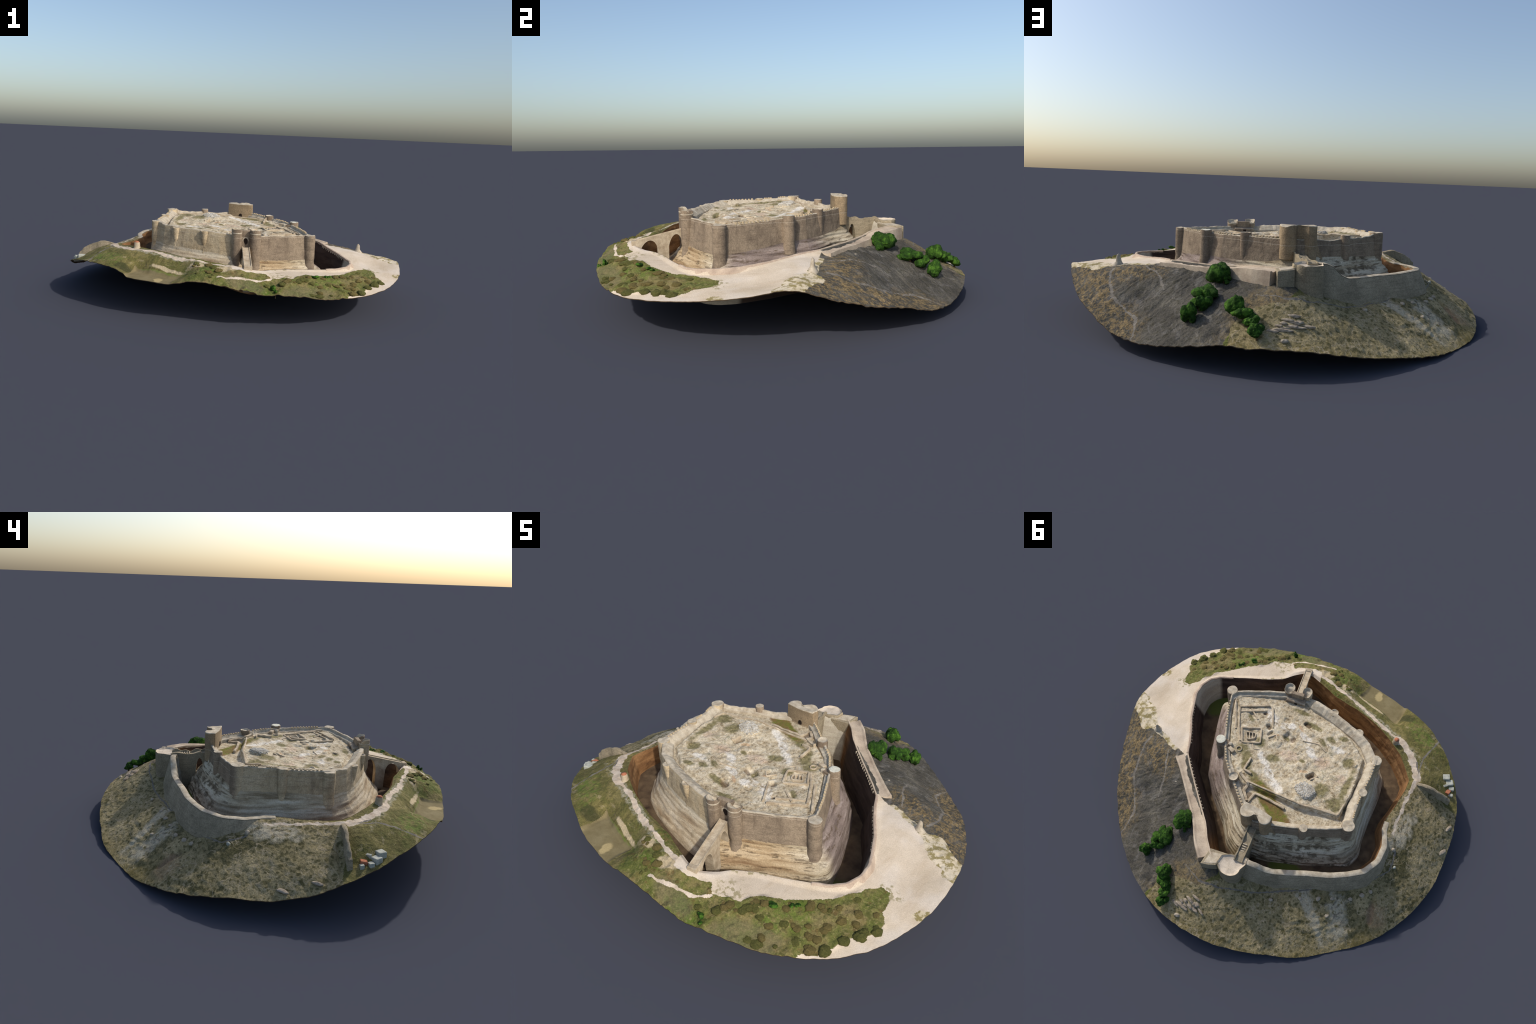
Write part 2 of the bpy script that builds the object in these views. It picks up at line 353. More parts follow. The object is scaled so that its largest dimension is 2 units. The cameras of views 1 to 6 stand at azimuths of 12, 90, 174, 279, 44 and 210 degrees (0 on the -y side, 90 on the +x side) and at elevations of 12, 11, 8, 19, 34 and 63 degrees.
def m_yard():
    m = Mat('courtyard_rock')
    n1 = m.noise(7, 6, .65); n2 = m.noise(26, 6, .7); n3 = m.noise(70, 4, .7)
    base = m.math('ADD', m.mul(n2, .65), m.mul(n3, .35))
    col = m.ramp(base, [(.36, (132, 114, 86)), (.44, (186, 169, 139)), (.55, (214, 200, 173)), (.67, (231, 222, 203))])
    sj = dict(edge=.7, jag=.9, jscale=22)
    def many(spots):
        acc = None
        for q in spots:
            b = m.blob(*q, **sj); acc = b if acc is None else m.math('MAXIMUM', acc, b)
        return acc
    white = many([(.10, -.02, .05, .022, -.7), (.03, .03, .055, .022, -.7), (-.05, .08, .05, .022, -.4), (-.208, -.286, .05, .018, .1), (-.026, -.258, .04, .018, -.3), (.093, -.268, .04, .025, .4), (-.10, -.19, .05, .02, -.4), (.20, -.27, .05, .03, -.5)])
    col = m.mix(m.mul(white, m.mul(m.step(base, .38, .54), .75)), col, (238, 232, 221))
    pink = many([(-.185, -.175, .045, .035, 0), (-.314, -.137, .035, .028, 0), (.0, -.12, .05, .03, .3)])
    col = m.mix(m.mul(pink, m.mul(m.step(n3, .35, .55), .38)), col, (212, 176, 154))
    rust = many([(.030, -.300, .022, .008, -.5), (-.119, -.073, .02, .008, .6), (.121, -.186, .02, .008, .7)]); col = m.mix(m.mul(rust, .5), col, (196, 148, 104))
    green = many([(.237, -.012, .04, .03, 0), (.165, .03, .07, .03, -.9), (.075, .10, .06, .022, -.4), (.171, -.098, .03, .03, 0), (.06, -.06, .04, .025, .3), (-.082, -.125, .016, .012, 0), (-.151, -.322, .03, .016, 0), (.068, -.203, .02, .016, 0),
                  (-.111, -.283, .03, .014, -.4), (.30, -.208, .025, .014, -.5), (.082, -.398, .06, .014, .1), (-.259, -.026, .04, .04, 0), (-.355, -.12, .018, .11, .08), (-.36, .01, .05, .04, 0), (-.20, -.36, .03, .014, .4), (-.30, -.25, .03, .03, 0), (-.02, -.35, .05, .015, -.1)])
    g = m.step(m.math('ADD', m.math('ADD', m.mul(n1, .45), m.mul(n2, .55)), 0.0), .56, .62)
    gm = m.math('MAXIMUM', m.mul(g, .7), m.mul(green, m.step(n2, .32, .45)))
    col = m.mix(m.mul(gm, .85), col, m.ramp(n3, [(.35, (86, 82, 44)), (.65, (136, 126, 80))]))
    crk = m.math('ABSOLUTE', m.math('SUBTRACT', m.noise(13, 6, .65, None, .8), .5))
    col = m.mix(m.mul(m.step(crk, .010, .002), .6), col, (98, 82, 66))
    col = m.mix(m.mul(m.step(n3, .40, .32), .5), col, (100, 86, 68))
    pit = many([(.184, -.211, .016, .011, -.55), (-.171, -.070, .015, .022, -.5), (.012, -.341, .020, .012, -.2), (.03, -.215, .018, .014, -.3), (.044, .192, .020, .016, -.5), (.25, -.275, .009, .011, -.5)])
    col = m.mix(m.mul(pit, .7), col, (98, 78, 62))
    garden = m.blob(-.12, .20, .20, .045, -.50, .4, .5)
    col = m.mix(garden, col, m.ramp(n2, [(.40, (112, 116, 52)), (.52, (126, 110, 64)), (.64, (134, 104, 72))]))
    return m.done(m.grain(col, 190, .5), m.math('ADD', n2, n3), .9, .005)

def m_ruin():
    m = Mat('ruined_stone')
    col = m.ramp(m.noise(30, 5), [(.3, (164, 146, 120)), (.7, (208, 192, 166))])
    return m.done(m.grain(col, 200, .4), m.noise(120, 4), .4)

def m_plain(name, a, b, scale=30, bump=.3, rough=.95):
    m = Mat(name, rough)
    col = m.ramp(m.noise(scale, 5), [(.3, a), (.7, b)])
    return m.done(m.grain(col, 200, .35), m.noise(110, 4), bump)

def m_leaf():
    m = Mat('tree_foliage')
    n = m.math('ADD', m.mul(m.noise(32, 4, .6), .6), m.mul(m.noise(110, 4, .7), .4))
    col = m.ramp(n, [(.34, (18, 32, 11)), (.5, (42, 70, 21)), (.66, (86, 124, 42))])
    return m.done(col, m.noise(120, 5), .9, .006)

def m_rubble():
    m = Mat('rubble_stone')
    k = m.n('ShaderNodeObjectInfo')
    col = m.ramp(m.noise(60, 3), [(.3, (140, 134, 122)), (.7, (206, 200, 188))])
    return m.done(col, m.noise(150, 3), .3)

STONE = m_masonry('castle_masonry')
STONE_OUT = m_masonry('outer_wall_masonry', (172, 158, 132), (140, 128, 106), (106, 96, 80), west=False)
KEEP = m_masonry('keep_masonry', (178, 156, 124), (150, 130, 103), (116, 100, 80), west=False)
CAP = m_plain('weathered_wall_top', (164, 150, 128), (206, 194, 172), 34)
PALECAP = m_plain('plastered_tower_top', (204, 200, 180), (220, 216, 198), 20, .1)
DARK = m_plain('doorway_gloom', (38, 30, 26), (54, 44, 38), 20, 0)
SCARP, MWALL, MFLOOR = m_scarp(), m_moat_wall(), m_moat_floor()
ROAD, PATH, BANK, SCRUB, EAST, VERGE, FIELD, YARD, RUIN, LEAF, RUBBLE = (m_road(), m_footpath(), m_bank(), m_scrub(), m_east(),
    m_verge(), m_field(), m_yard(), m_ruin(), m_leaf(), m_rubble())
TRACK = m_plain('worn_track', (108, 102, 94), (134, 127, 116), 40, .3)
UNDER = m_plain('underside_earth', (96, 80, 62), (120, 102, 80), 12)
BOULDER = m_plain('pale_boulder', (150, 138, 120), (196, 184, 164), 40)
STRATA = m_plain('bedded_rock', (124, 112, 98), (186, 172, 152), 70)
DRYBUSH = m_plain('dry_bush', (104, 96, 54), (138, 122, 76), 4, .8)
GREENBUSH = m_plain('green_bush', (80, 86, 42), (122, 116, 66), 4, .8)
WHITE = m_plain('whitewashed_ruin', (150, 150, 138), (194, 194, 180), 40)
TILE = m_plain('clay_tile', (150, 92, 66), (186, 122, 92), 60)

# ------------------------------------------------------------------ the terrain disc
# rim of the disc: radius and height every ten degrees, from the +x axis
RIM = [(0.983, 0.226), (0.949, 0.174), (0.923, 0.132), (0.910, 0.106), (0.902, 0.065), (0.897, 0.054),
       (0.897, 0.072), (0.901, 0.098), (0.903, 0.099), (0.899, 0.094), (0.893, 0.072), (0.884, 0.049),
       (0.882, 0.031), (0.897, 0.015), (0.905, 0.004), (0.933, 0.006), (0.961, 0.026), (0.982, 0.049),
       (0.998, 0.078), (1.006, 0.080), (1.017, 0.120), (1.017, 0.174), (0.997, 0.216), (0.976, 0.241),
       (0.947, 0.240), (0.924, 0.204), (0.903, 0.198), (0.899, 0.230), (0.904, 0.216), (0.933, 0.192),
       (0.961, 0.185), (0.997, 0.168), (1.032, 0.167), (1.052, 0.179), (1.039, 0.191), (1.016, 0.208)]
def cyc(vals):
    """periodic cubic through values every ten degrees"""
    v = np.array(vals); n = len(v); t = TH / (2 * np.pi) * n; i = np.floor(t).astype(int); f = t - i
    p0, p1, p2, p3 = (v[(i + k) % n] for k in (-1, 0, 1, 2))
    return p1 + .5 * f * (p2 - p0 + f * (2 * p0 - 5 * p1 + 4 * p2 - p3 + f * (3 * (p1 - p2) + p3 - p0)))
rim_r = cyc([a for a, b in RIM]); rim_z = cyc([b for a, b in RIM])

# heights of the ground at surveyed spots (x, y, z)
SPOTS = [(.70, -.19, .237), (.74, -.31, .230), (.69, -.42, .228), (.59, -.47, .232), (.5, -.52, .238), (.42, -.56, .244),
         (.34, -.61, .248), (.25, -.73, .268), (.19, -.73, .278), (0, -.70, .280), (-.064, -.742, .271), (-.17, -.65, .288),
         (-.254, -.63, .29), (-.338, -.60, .294), (-.44, -.57, .295), (-.5, -.52, .290), (-.58, -.45, .277), (-.647, -.427, .275),
         (-.64, -.3, .262), (-.64, -.2, .26), (-.64, -.1, .258), (-.669, -.054, .255), (-.722, -.019, .222), (-.773, .05, .185),
         (-.70, .15, .184), (-.64, .225, .172), (-.55, .295, .168), (-.415, .396, .162), (-.325, .464, .162), (-.21, .557, .178),
         (-.137, .585, .202), (.045, .626, .251), (.2, .49, .258), (.37, .34, .262), (.58, .15, .26), (.014, .779, .158),
         (-.639, .412, .104), (-.80, .31, .081), (-.776, -.569, .215), (-.86, -.443, .170), (.945, .049, .234), (.78, .10, .238),
         (.741, .083, .250), (.839, -.272, .217), (.898, -.41, .193), (.562, -.625, .232), (.39, -.80, .21), (-.366, -.735, .205),
         (-.087, -.777, .222), (-.25, -.8, .203), (-.316, .539, .156), (-.465, .374, .174),
         (-.35, -.685, .262), (-.437, -.635, .288), (-.53, -.66, .274), (-.28, -.69, .270), (-.42, -.745, .246), (-.52, -.535, .290), (-.613, -.611, .272), (-.713, -.517, .254),
         (-.75, -.50, .240), (-.74, -.411, .236), (-.80, -.40, .205), (-.87, -.09, .160), (-.845, -.27, .180), (-.91, -.29, .148), (-.935, -.087, .117),
         (-.56, .365, .154), (-.352, .462, .170), (-.605, .310, .163), (-.25, .525, .176), (-.742, .305, .112), (-.32, .655, .106), (-.53, .59, .060), (.80, -.06, .235), (.85, -.16, .216), (.90, -.08, .222), (.67, .434, .128), (.60, -.40, .232),
         (.615, .22, .250), (.78, .155, .232), (.88, .165, .197), (.63, .30, .222), (-.066, -.82, .233), (.136, -.86, .238), (.45, -.775, .222), (.61, -.65, .212), (.565, -.76, .184)]
class Spline2D:
    """thin-plate surface through scattered heights"""
    def __init__(s, P, reg=1e-4):
        s.P = np.array(P, float); n = len(s.P)
        A = np.zeros((n + 3, n + 3)); A[:n, :n] = s.k(((s.P[:, None, :2] - s.P[None, :, :2]) ** 2).sum(-1)) + reg * np.eye(n)
        A[:n, n] = 1; A[:n, n + 1:] = s.P[:, :2]; A[n, :n] = 1; A[n + 1:, :n] = s.P[:, :2].T
        s.w = np.linalg.solve(A, np.r_[s.P[:, 2], 0, 0, 0])
    @staticmethod
    def k(r2): return np.where(r2 > 1e-12, .5 * r2 * np.log(np.maximum(r2, 1e-12)), 0)
    def __call__(s, x, y):
        x = np.asarray(x, float); y = np.asarray(y, float); z = s.w[-3] + s.w[-2] * x + s.w[-1] * y
        for (px, py, _), w in zip(s.P, s.w): z = z + w * s.k((x - px) ** 2 + (y - py) ** 2)
        return z
ri = np.arange(0, NA, NA // 36)
GROUND = Spline2D(SPOTS + [(rim_r[i] * math.cos(TH[i]), rim_r[i] * math.sin(TH[i]), rim_z[i]) for i in ri])

# outer lip of the moat (x, y, z), counter-clockwise from the south-east corner
LIP = [(.692, -.187, .252), (.639, -.084, .258), (.578, .0, .268), (.533, .07, .276), (.503, .130, .281), (.444, .184, .285),
       (.395, .228, .286), (.304, .304, .290), (.217, .377, .300), (.168, .417, .310), (.107, .486, .320), (.047, .536, .322),
       (.008, .524, .326), (-.051, .495, .330), (-.103, .468, .333), (-.150, .470, .335), (-.185, .458, .318), (-.215, .446, .285),
       (-.25, .430, .268), (-.31, .398, .266), (-.40, .345, .268), (-.508, .288, .268), (-.577, .237, .270), (-.640, .178, .270),
       (-.672, .095, .264), (-.665, .01, .261), (-.622, -.07, .259), (-.610, -.12, .259), (-.618, -.24, .260), (-.620, -.33, .266),
       (-.612, -.40, .272), (-.574, -.441, .276), (-.503, -.503, .293), (-.419, -.547, .298), (-.338, -.585, .299), (-.254, -.614, .297),
       (-.17, -.633, .288), (-.085, -.644, .280), (.0, -.654, .275), (.09, -.682, .271), (.191, -.708, .268), (.25, -.702, .262),
       (.30, -.655, .255), (.34, -.600, .252), (.42, -.547, .250), (.504, -.504, .246), (.591, -.454, .243), (.66, -.412, .244),
       (.704, -.365, .247), (.722, -.30, .250), (.714, -.235, .252)]
lip_r, lip_z = ring(LIP, 5)
lip_r = lip_r + .002 * fbm2(np.cos(TH), np.sin(TH), 22, 3, 3)
CX, CY = np.cos(TH), np.sin(TH)

ROADP = [(.50, .15), (.587, .127), (.664, .098), (.743, .077), (.774, .060), (.806, .015), (.865, -.027), (.922, -.038), (.943, -.074),
         (1.2, -.08), (1.2, -.8), (.66, -1.1), (.655, -.80), (.712, -.725), (.772, -.665), (.82, -.60), (.832, -.535), (.871, -.49),
         (.893, -.451), (.903, -.40), (.866, -.357), (.861, -.312), (.843, -.272), (.798, -.278), (.745, -.365), (.698, -.45),
         (.635, -.514), (.576, -.582), (.527, -.606), (.477, -.653), (.46, -.697), (.408, -.711), (.36, -.739), (.315, -.716),
         (.24, -.757), (.16, -.762), (.10, -.60), (.2, -.2), (.4, 0)]
VERGEP = [(.76, .075), (.806, .012), (.865, -.030), (.943, -.078), (1.2, -.09), (1.2, .03), (.958, .038), (.87, .10), (.836, .13), (.79, .10), (.70, .115), (.58, .15), (.56, .125)]
RIMBUSH = [(.945, -.30), (.962, -.258), (1.1, -.20), (1.1, -.33)]
FIELDP = [(-.385, -1.0), (-.385, -.712), (-.33, -.728), (-.278, -.742), (-.146, -.770), (-.10, -.778), (-.116, -.844), (-.112, -1.0)]
EASTP = [(.40, .10), (.58, .128), (.627, .13), (.715, .105), (.773, .09), (.836, .125), (.87, .10), (.958, .038), (1.3, .02), (1.3, 1.3), (.30, 1.3), (.262, .86),
         (.237, .781), (.163, .715), (.03, .69), (-.03, .60), (-.0, .40)]
SCRUBP = [(-.03, .3), (-.05, .62), (.03, .68), (.17, .70), (.24, .78), (.27, 1.3), (-1.3, 1.3), (-1.3, -.44), (-.66, -.415), (-.55, -.2), (-.4, .1)]
TRAILS = [([(.20, -.735), (.084, -.728), (0, -.706), (-.08, -.688), (-.171, -.669), (-.336, -.61), (-.43, -.590)], .010),
          ([(-.43, -.590), (-.50, -.570), (-.587, -.508), (-.642, -.44)], .019),
          ([(-.642, -.44), (-.648, -.38), (-.654, -.26), (-.667, -.159), (-.679, -.087)], .009),
          ([(-.60, -.52), (-.635, -.47), (-.617, -.57), (-.63, -.64), (-.647, -.75)], -.004),
          ([(.36, -.745), (.309, -.79), (.248, -.808), (.15, -.838), (.111, -.842)], .006),
          ([(.759, .14), (.765, .20), (.753, .267), (.724, .371), (.66, .45), (.605, .53), (.60, .60), (.61, .70)], -.0045),
          ([(.61, .17), (.59, .22), (.555, .267), (.53, .33), (.507, .406)], -.0035),
          ([(.137, .643), (.035, .672), (-.065, .645), (-.149, .60), (-.216, .565), (-.331, .482), (-.424, .414), (-.535, .328), (-.60, .292), (-.66, .236), (-.715, .157), (-.76, .08), (-.74, -.02)], -.0035)]

def terrain():
    NR = 104
    t = np.linspace(0, 1, NR)
    jag = .0035 * fbm2(CX, CY, 30, 3, 5)
    R = lip_r[None] + (rim_r + jag - lip_r)[None] * t[:, None]
    x, y = R * CX, R * CY
    z = GROUND(x, y)
    # at the rim take the surveyed rim heights exactly
    w = sstep(.8, 1, t)[:, None]; z = z * (1 - w) + (rim_z[None] + (z - z[-1:]) * .9) * w
    # flat playing field cut into the slope
    f = sstep(-.004, .022, signed(FIELDP, x, y)); z = z * (1 - f) + (.203 - .02 * (x + .25)) * f
    # road is flat and clean, banks and slopes are rough
    wob = .010 * fbm2(x, y, 26, 3, 9)
    road = sstep(-.01, .012, signed(ROADP, x, y + wob))
    bank = (1 - road) * sstep(-.3, -.35, y) * sstep(.05, .2, x)
    rough = .0045 * fbm2(x, y, 16, 5, 21) + .0030 * fbm2(x, y, 60, 3, 22)
    lump = np.maximum(fbm2(x, y, 24, 3, 33), 0) * .014 * bank
    edge = sstep(0, .05, t)[:, None]
    es = sstep(.1, .3, x) * sstep(.12, .2, y) * sstep(0, .1, t)[:, None]; u = (x * .6 - y * .8); v = x * .8 + y * .6
    z = z + es * (.006 * fbm2(u * 2.2, v * .6, 16, 4, 27) - .004 * np.abs(fbm2(u * 2, v * .7, 30, 3, 28)))
    z = z + (rough * (1 - .8 * road) * (1 - .7 * f) + lump) * edge
    # ground meets the lip of the moat
    m = sstep(.10, 0, t)[:, None] * sstep(.06, .035, lip_z - z[0]); z = z * (1 - m) + (lip_z - .001) * m
    # rock ledges on the north-west slope, gully
    nw = sstep(.0, .2, y) * sstep(.1, -.2, x)
    q = fbm2(x, y, 9, 3, 41) * .06 + z
    z = z + nw * edge * (.0012 * np.sin(q * 190))
    z = z - .016 * np.exp(-(line_dist([(-.748, .228), (-.775, .285), (-.80, .34)], x, y) / .014) ** 2)
    # hollow beside the ruined wall, bluff at the road's end
    z = z - .010 * np.exp(-(line_dist([(-.76, -.40), (-.85, -.415)], x, y) / .018) ** 2)
    V = np.stack([x, y, np.maximum(z, .0)], -1).reshape(-1, 3)
    F = grid_faces(NA, NR, True)
    N = vert_normals(V, F)
    if N[:, 2].mean() < 0: F = F[:, ::-1]; N = -N
    c = V[F].mean(1); cx = c[:, 0] + .012 * fbm2(c[:, 0], c[:, 1], 28, 4, 50); cy = c[:, 1] + .012 * fbm2(c[:, 0], c[:, 1], 28, 4, 60)
    reg = np.zeros(len(F), int)
    reg[inside(SCRUBP, cx, cy)] = 3
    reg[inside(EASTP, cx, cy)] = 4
    reg[inside(VERGEP, cx, cy)] = 5
    reg[inside(ROADP, cx, cy)] = 1
    reg[inside(RIMBUSH, cx, cy)] = 5
    reg[inside(FIELDP, c[:, 0], c[:, 1])] = 6
    for pts, wd in TRAILS:
        d = line_dist(pts, c[:, 0] * .6 + cx * .4, c[:, 1] * .6 + cy * .4)
        k = (d < abs(wd) * (1 + .9 * fbm2(c[:, 0], c[:, 1], 40, 2, 70))) & (reg != 1); reg[k] = 2 if wd > 0 else 7
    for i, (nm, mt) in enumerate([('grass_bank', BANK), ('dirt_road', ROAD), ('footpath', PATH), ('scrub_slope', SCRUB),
                                  ('shade_darkened_slope', EAST), ('verge', VERGE), ('playing_field', FIELD), ('slope_track', TRACK)]):
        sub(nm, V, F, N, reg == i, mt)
    # thin underside and cut rim
    U = np.stack([np.stack([x[k], y[k], np.maximum(z[k] - .0035, 0)], -1) for k in range(NR - 1, -1, -1)])
    top = np.stack([x[-1], y[-1], np.maximum(z[-1], 0)], -1)[None]
    W = np.concatenate([top, U]).reshape(-1, 3)
    Fu = grid_faces(NA, NR + 1, True)
    add('earth_underside', W, Fu, UNDER)
    return x, y, z
TX, TY, TZ = terrain()
def ground(x, y): return float(GROUND(np.array(x), np.array(y)))

# ------------------------------------------------------------------ castle rings
# station: wall line (x, y), wall top z, wall foot z, then scarp foot (x, y)
CASTLE = [(.462, -.305, .391, .258, .540, -.345, .016), (.477, -.270, .391, .260, .565, -.295, .016), (.434, -.171, .392, .270, .522, -.182, .016), (.344, -.010, .398, .292, .432, .003, .016),
          (.264, .096, .402, .295, .362, .124, .016), (.188, .158, .408, .295, .262, .203, .016), (.068, .250, .412, .305, .130, .298, .012),
          (.008, .290, .415, .320, .055, .385, .010), (-.060, .313, .415, .325, -.02, .418, .010), (-.135, .286, .412, .335, -.185, .385, .010),
          (-.215, .246, .405, .333, -.285, .338, .010), (-.295, .207, .412, .330, -.365, .304, .010), (-.389, .149, .416, .325, -.450, .250, .010),
          (-.476, .094, .422, .321, -.568, .182, .014), (-.488, .055, .422, .320, -.585, .105, .014), (-.464, -.030, .415, .315, -.556, .02, .011), (-.450, -.125, .412, .312, -.533, -.10, .011),
          (-.440, -.235, .408, .312, -.513, -.24, .011), (-.420, -.335, .410, .310, -.490, -.37, .011), (-.336, -.408, .400, .305, -.380, -.482, .011),
          (-.258, -.440, .402, .300, -.282, -.525, .011), (-.162, -.462, .398, .300, -.17, -.556, .011), (-.077, -.478, .398, .295, -.07, -.574, .011),
          (.018, -.490, .395, .290, .03, -.588, .012), (.100, -.490, .395, .275, .12, -.588, .014), (.155, -.466, .395, .270, .185, -.570, .014),
          (.225, -.452, .393, .262, .258, -.525, .014), (.346, -.382, .390, .258, .380, -.440, .014)]
wall_r, wall_t, wall_b = ring([s[:4] for s in CASTLE], 2)
wall_t = wall_t + .009 * sstep(.10, .02, wall_r * CX) * sstep(.14, .08, wall_r * CY) + .003 * sstep(.15, .3, wall_r * CX)
foot_r, = ring([s[4:6] for s in CASTLE], 14)
batter, = [ring([s[:2] + (s[6],) for s in CASTLE], 8)[1]]
foot_r = np.minimum(foot_r, lip_r - .026)
def polar(r): return r * CX, r * CY
def at_angle(arr, x, y):
    return float(np.interp(math.atan2(y, x) % (2 * np.pi), np.r_[TH, 2 * np.pi], np.r_[arr, arr[0]]))

def grid_part(name, R, Z, mat, seed=0, amp=0.0, scale=40, stretch=1.0):
    """polar sheet from rows of radii and heights"""
    R = np.array(R); Z = np.array(Z)
    V = np.stack([R * CX, R * CY, Z], -1)
    if amp:
        n = fbm(V * np.array([1, 1, stretch]), scale, 4, seed)
        n[0] *= 0; n[-1] *= 0
        V[..., 0] += amp * n * CX; V[..., 1] += amp * n * CY
    F = grid_faces(NA, len(R), True)
    return add(name, V.reshape(-1, 3), F, mat)

# floor of the moat: deep on the south and east, shallow and filled in on the west and north
FLOOR = [(.6, -.1, .090), (.72, -.3, .090), (.5, -.5, .095), (.3, -.65, .115), (.1, -.7, .150), (-.25, -.6, .160), (-.6, -.4, .164), (-.62, -.1, .178),
         (-.65, .1, .190), (-.5, .29, .190), (-.2, .45, .180), (-.13, .47, .165), (-.06, .5, .100), (.1, .48, .090), (.3, .3, .090)]
zfl = ring(FLOOR, 10)[1]
def moat():
    deep = sstep(.14, .10, zfl)
    inset = .026 + .026 * deep + .006 * fbm2(CX, CY, 5, 3, 80)
    mf = np.maximum(lip_r - inset, foot_r + .012)
    t = np.linspace(0, 1, 18)[:, None]
    R = lip_r + (mf - lip_r) * t ** .8; Z = lip_z + (zfl - lip_z) * t
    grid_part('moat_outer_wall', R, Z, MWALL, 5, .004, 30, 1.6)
    zm = np.maximum(zfl + .006, np.where(CY < -.5, .165, .200))
    k = np.hanning(43)[1:-1]; k /= k.sum(); zm = np.convolve(np.r_[zm[-20:], zm, zm[:20]], k, 'valid')
    fe = np.minimum(foot_r + .25 * (zm - zfl), mf - .006)
    t = np.linspace(0, 1, 8)[:, None]
    grid_part('moat_floor', mf + (fe - mf) * t, zfl + .010 * np.sin(np.pi * t) * fbm2(CX, CY, 9, 3, 90), MFLOOR)
    # rock scarp: foot, then a concave flare with strata ledges up to the masonry
    north = sstep(.0, .15, wall_r * CY)
    wb = wall_r + batter
    R, Z = [], []
    for t in np.linspace(0, 1, 14)[:-1]: R.append(fe + (foot_r - fe) * t); Z.append(zfl + (zm - zfl) * t)
    for t in np.linspace(0, 1, 36): R.append(wb + (foot_r - wb) * (1 - t) ** (1.45 - .35 * north + .5 * sstep(.15, .3, wall_r * CX) * (1 - north))); Z.append(zm + (wall_b - zm) * t)
    R, Z = np.array(R), np.array(Z); t = np.linspace(0, 1, len(R))[:, None]
    x, y = R * CX, R * CY
    q = Z + .008 * fbm2(x, y, 7, 3, 101)
    led = (np.sin(q * 330) * .6 + np.sin(q * 147 + 1.0) * .8)
    amp = (.0016 + .0035 * north) * np.sin(np.pi * t) ** .5
    R = R + amp * led + .005 * np.sin(np.pi * t) * fbm(np.stack([x, y, Z], -1), 20, 4, 111)
    grid_part('rock_scarp', R, Z, SCARP)
moat()

# ------------------------------------------------------------------ curtain wall
TH_W = .022
def curtain():
    bat = batter
    rows_r, rows_z = [], []
    for t in np.linspace(0, 1, 16):
        rows_r.append(wall_r + bat * (1 - t)); rows_z.append(wall_b - .004 + (wall_t - .003 - wall_b + .004) * t)
    x0, y0 = wall_r * CX, wall_r * CY
    west = sstep(.10, .04, x0) * sstep(.10, .06, y0)            # west fronts: broad crest sloping down inwards
    rows_r += [wall_r - .002, wall_r - .010 - .006 * west, wall_r - .013 - .008 * west, wall_r - .0145 - .012 * west, wall_r - .030 - .016 * west]
    rows_z += [wall_t, wall_t, wall_t - .002, wall_t - .013 + .006 * west, wall_t - .014 - .008 * west]
    rows_r += [wall_r - .033 - .018 * west, wall_r - .035 - .020 * west]
    rows_z += [wall_t - .018 - .008 * west, wall_t - .060]
    R = np.array(rows_r); Z = np.array(rows_z)
    x, y = R * CX, R * CY
    Z = Z + np.array([0] * 15 + [1] * 6 + [.5, 0])[:, None] * (.003 * fbm2(x, y, 14, 3, 120) + .0035 * fbm2(x, y, 60, 3, 122))
    R = R + .0018 * fbm(np.stack([x, y, Z], -1), 45, 3, 121)
    V = np.stack([R * CX, R * CY, Z], -1).reshape(-1, 3); F = grid_faces(NA, len(R), True); N = vert_normals(V, F)
    k = np.arange(len(F)) // NA
    sub('curtain_wall', V, F, N, k < 15, STONE)
    sub('wall_walk', V, F, N, k >= 15, CAP)
curtain()

# merlons: short blocks on the parapet of the east and west walls
def merlons():
    proto = None; k = 0
    runs = [((.447, -.225), (.365, -.070), 10), ((.312, .030), (.205, .130), 8), ((.150, .175), (.030, .275), 9),
            ((-.445, -.050), (-.436, -.095), 4), ((-.430, -.155), (-.414, -.300), 8), ((-.470, .030), (-.453, -.015), 4)]
    for (ax, ay), (bx, by), n in runs:
        for i in range(n):
            f = (i + .5) / n; x, y = ax + (bx - ax) * f, ay + (by - ay) * f
            r = at_angle(wall_r, x, y) - .006; a = math.atan2(y, x); z = at_angle(wall_t, x, y)
            if proto is None:
                proto = prism('merlon', [(-.0045, -.0050), (.0045, -.0050), (.0045, .0050), (-.0045, .0050)], -.006, .0055, STONE, bev=.0015); ob = proto
            else:
                ob = proto.copy(); bpy.context.scene.collection.objects.link(ob)
            ob.location = (r * math.cos(a), r * math.sin(a), z); ob.rotation_euler = (0, 0, math.atan2(by - ay, bx - ax) + math.pi / 2 + .06 * rng.standard_normal())
            ob.scale = (1, .85 + .3 * rng.random(), .8 + .4 * rng.random())
merlons()

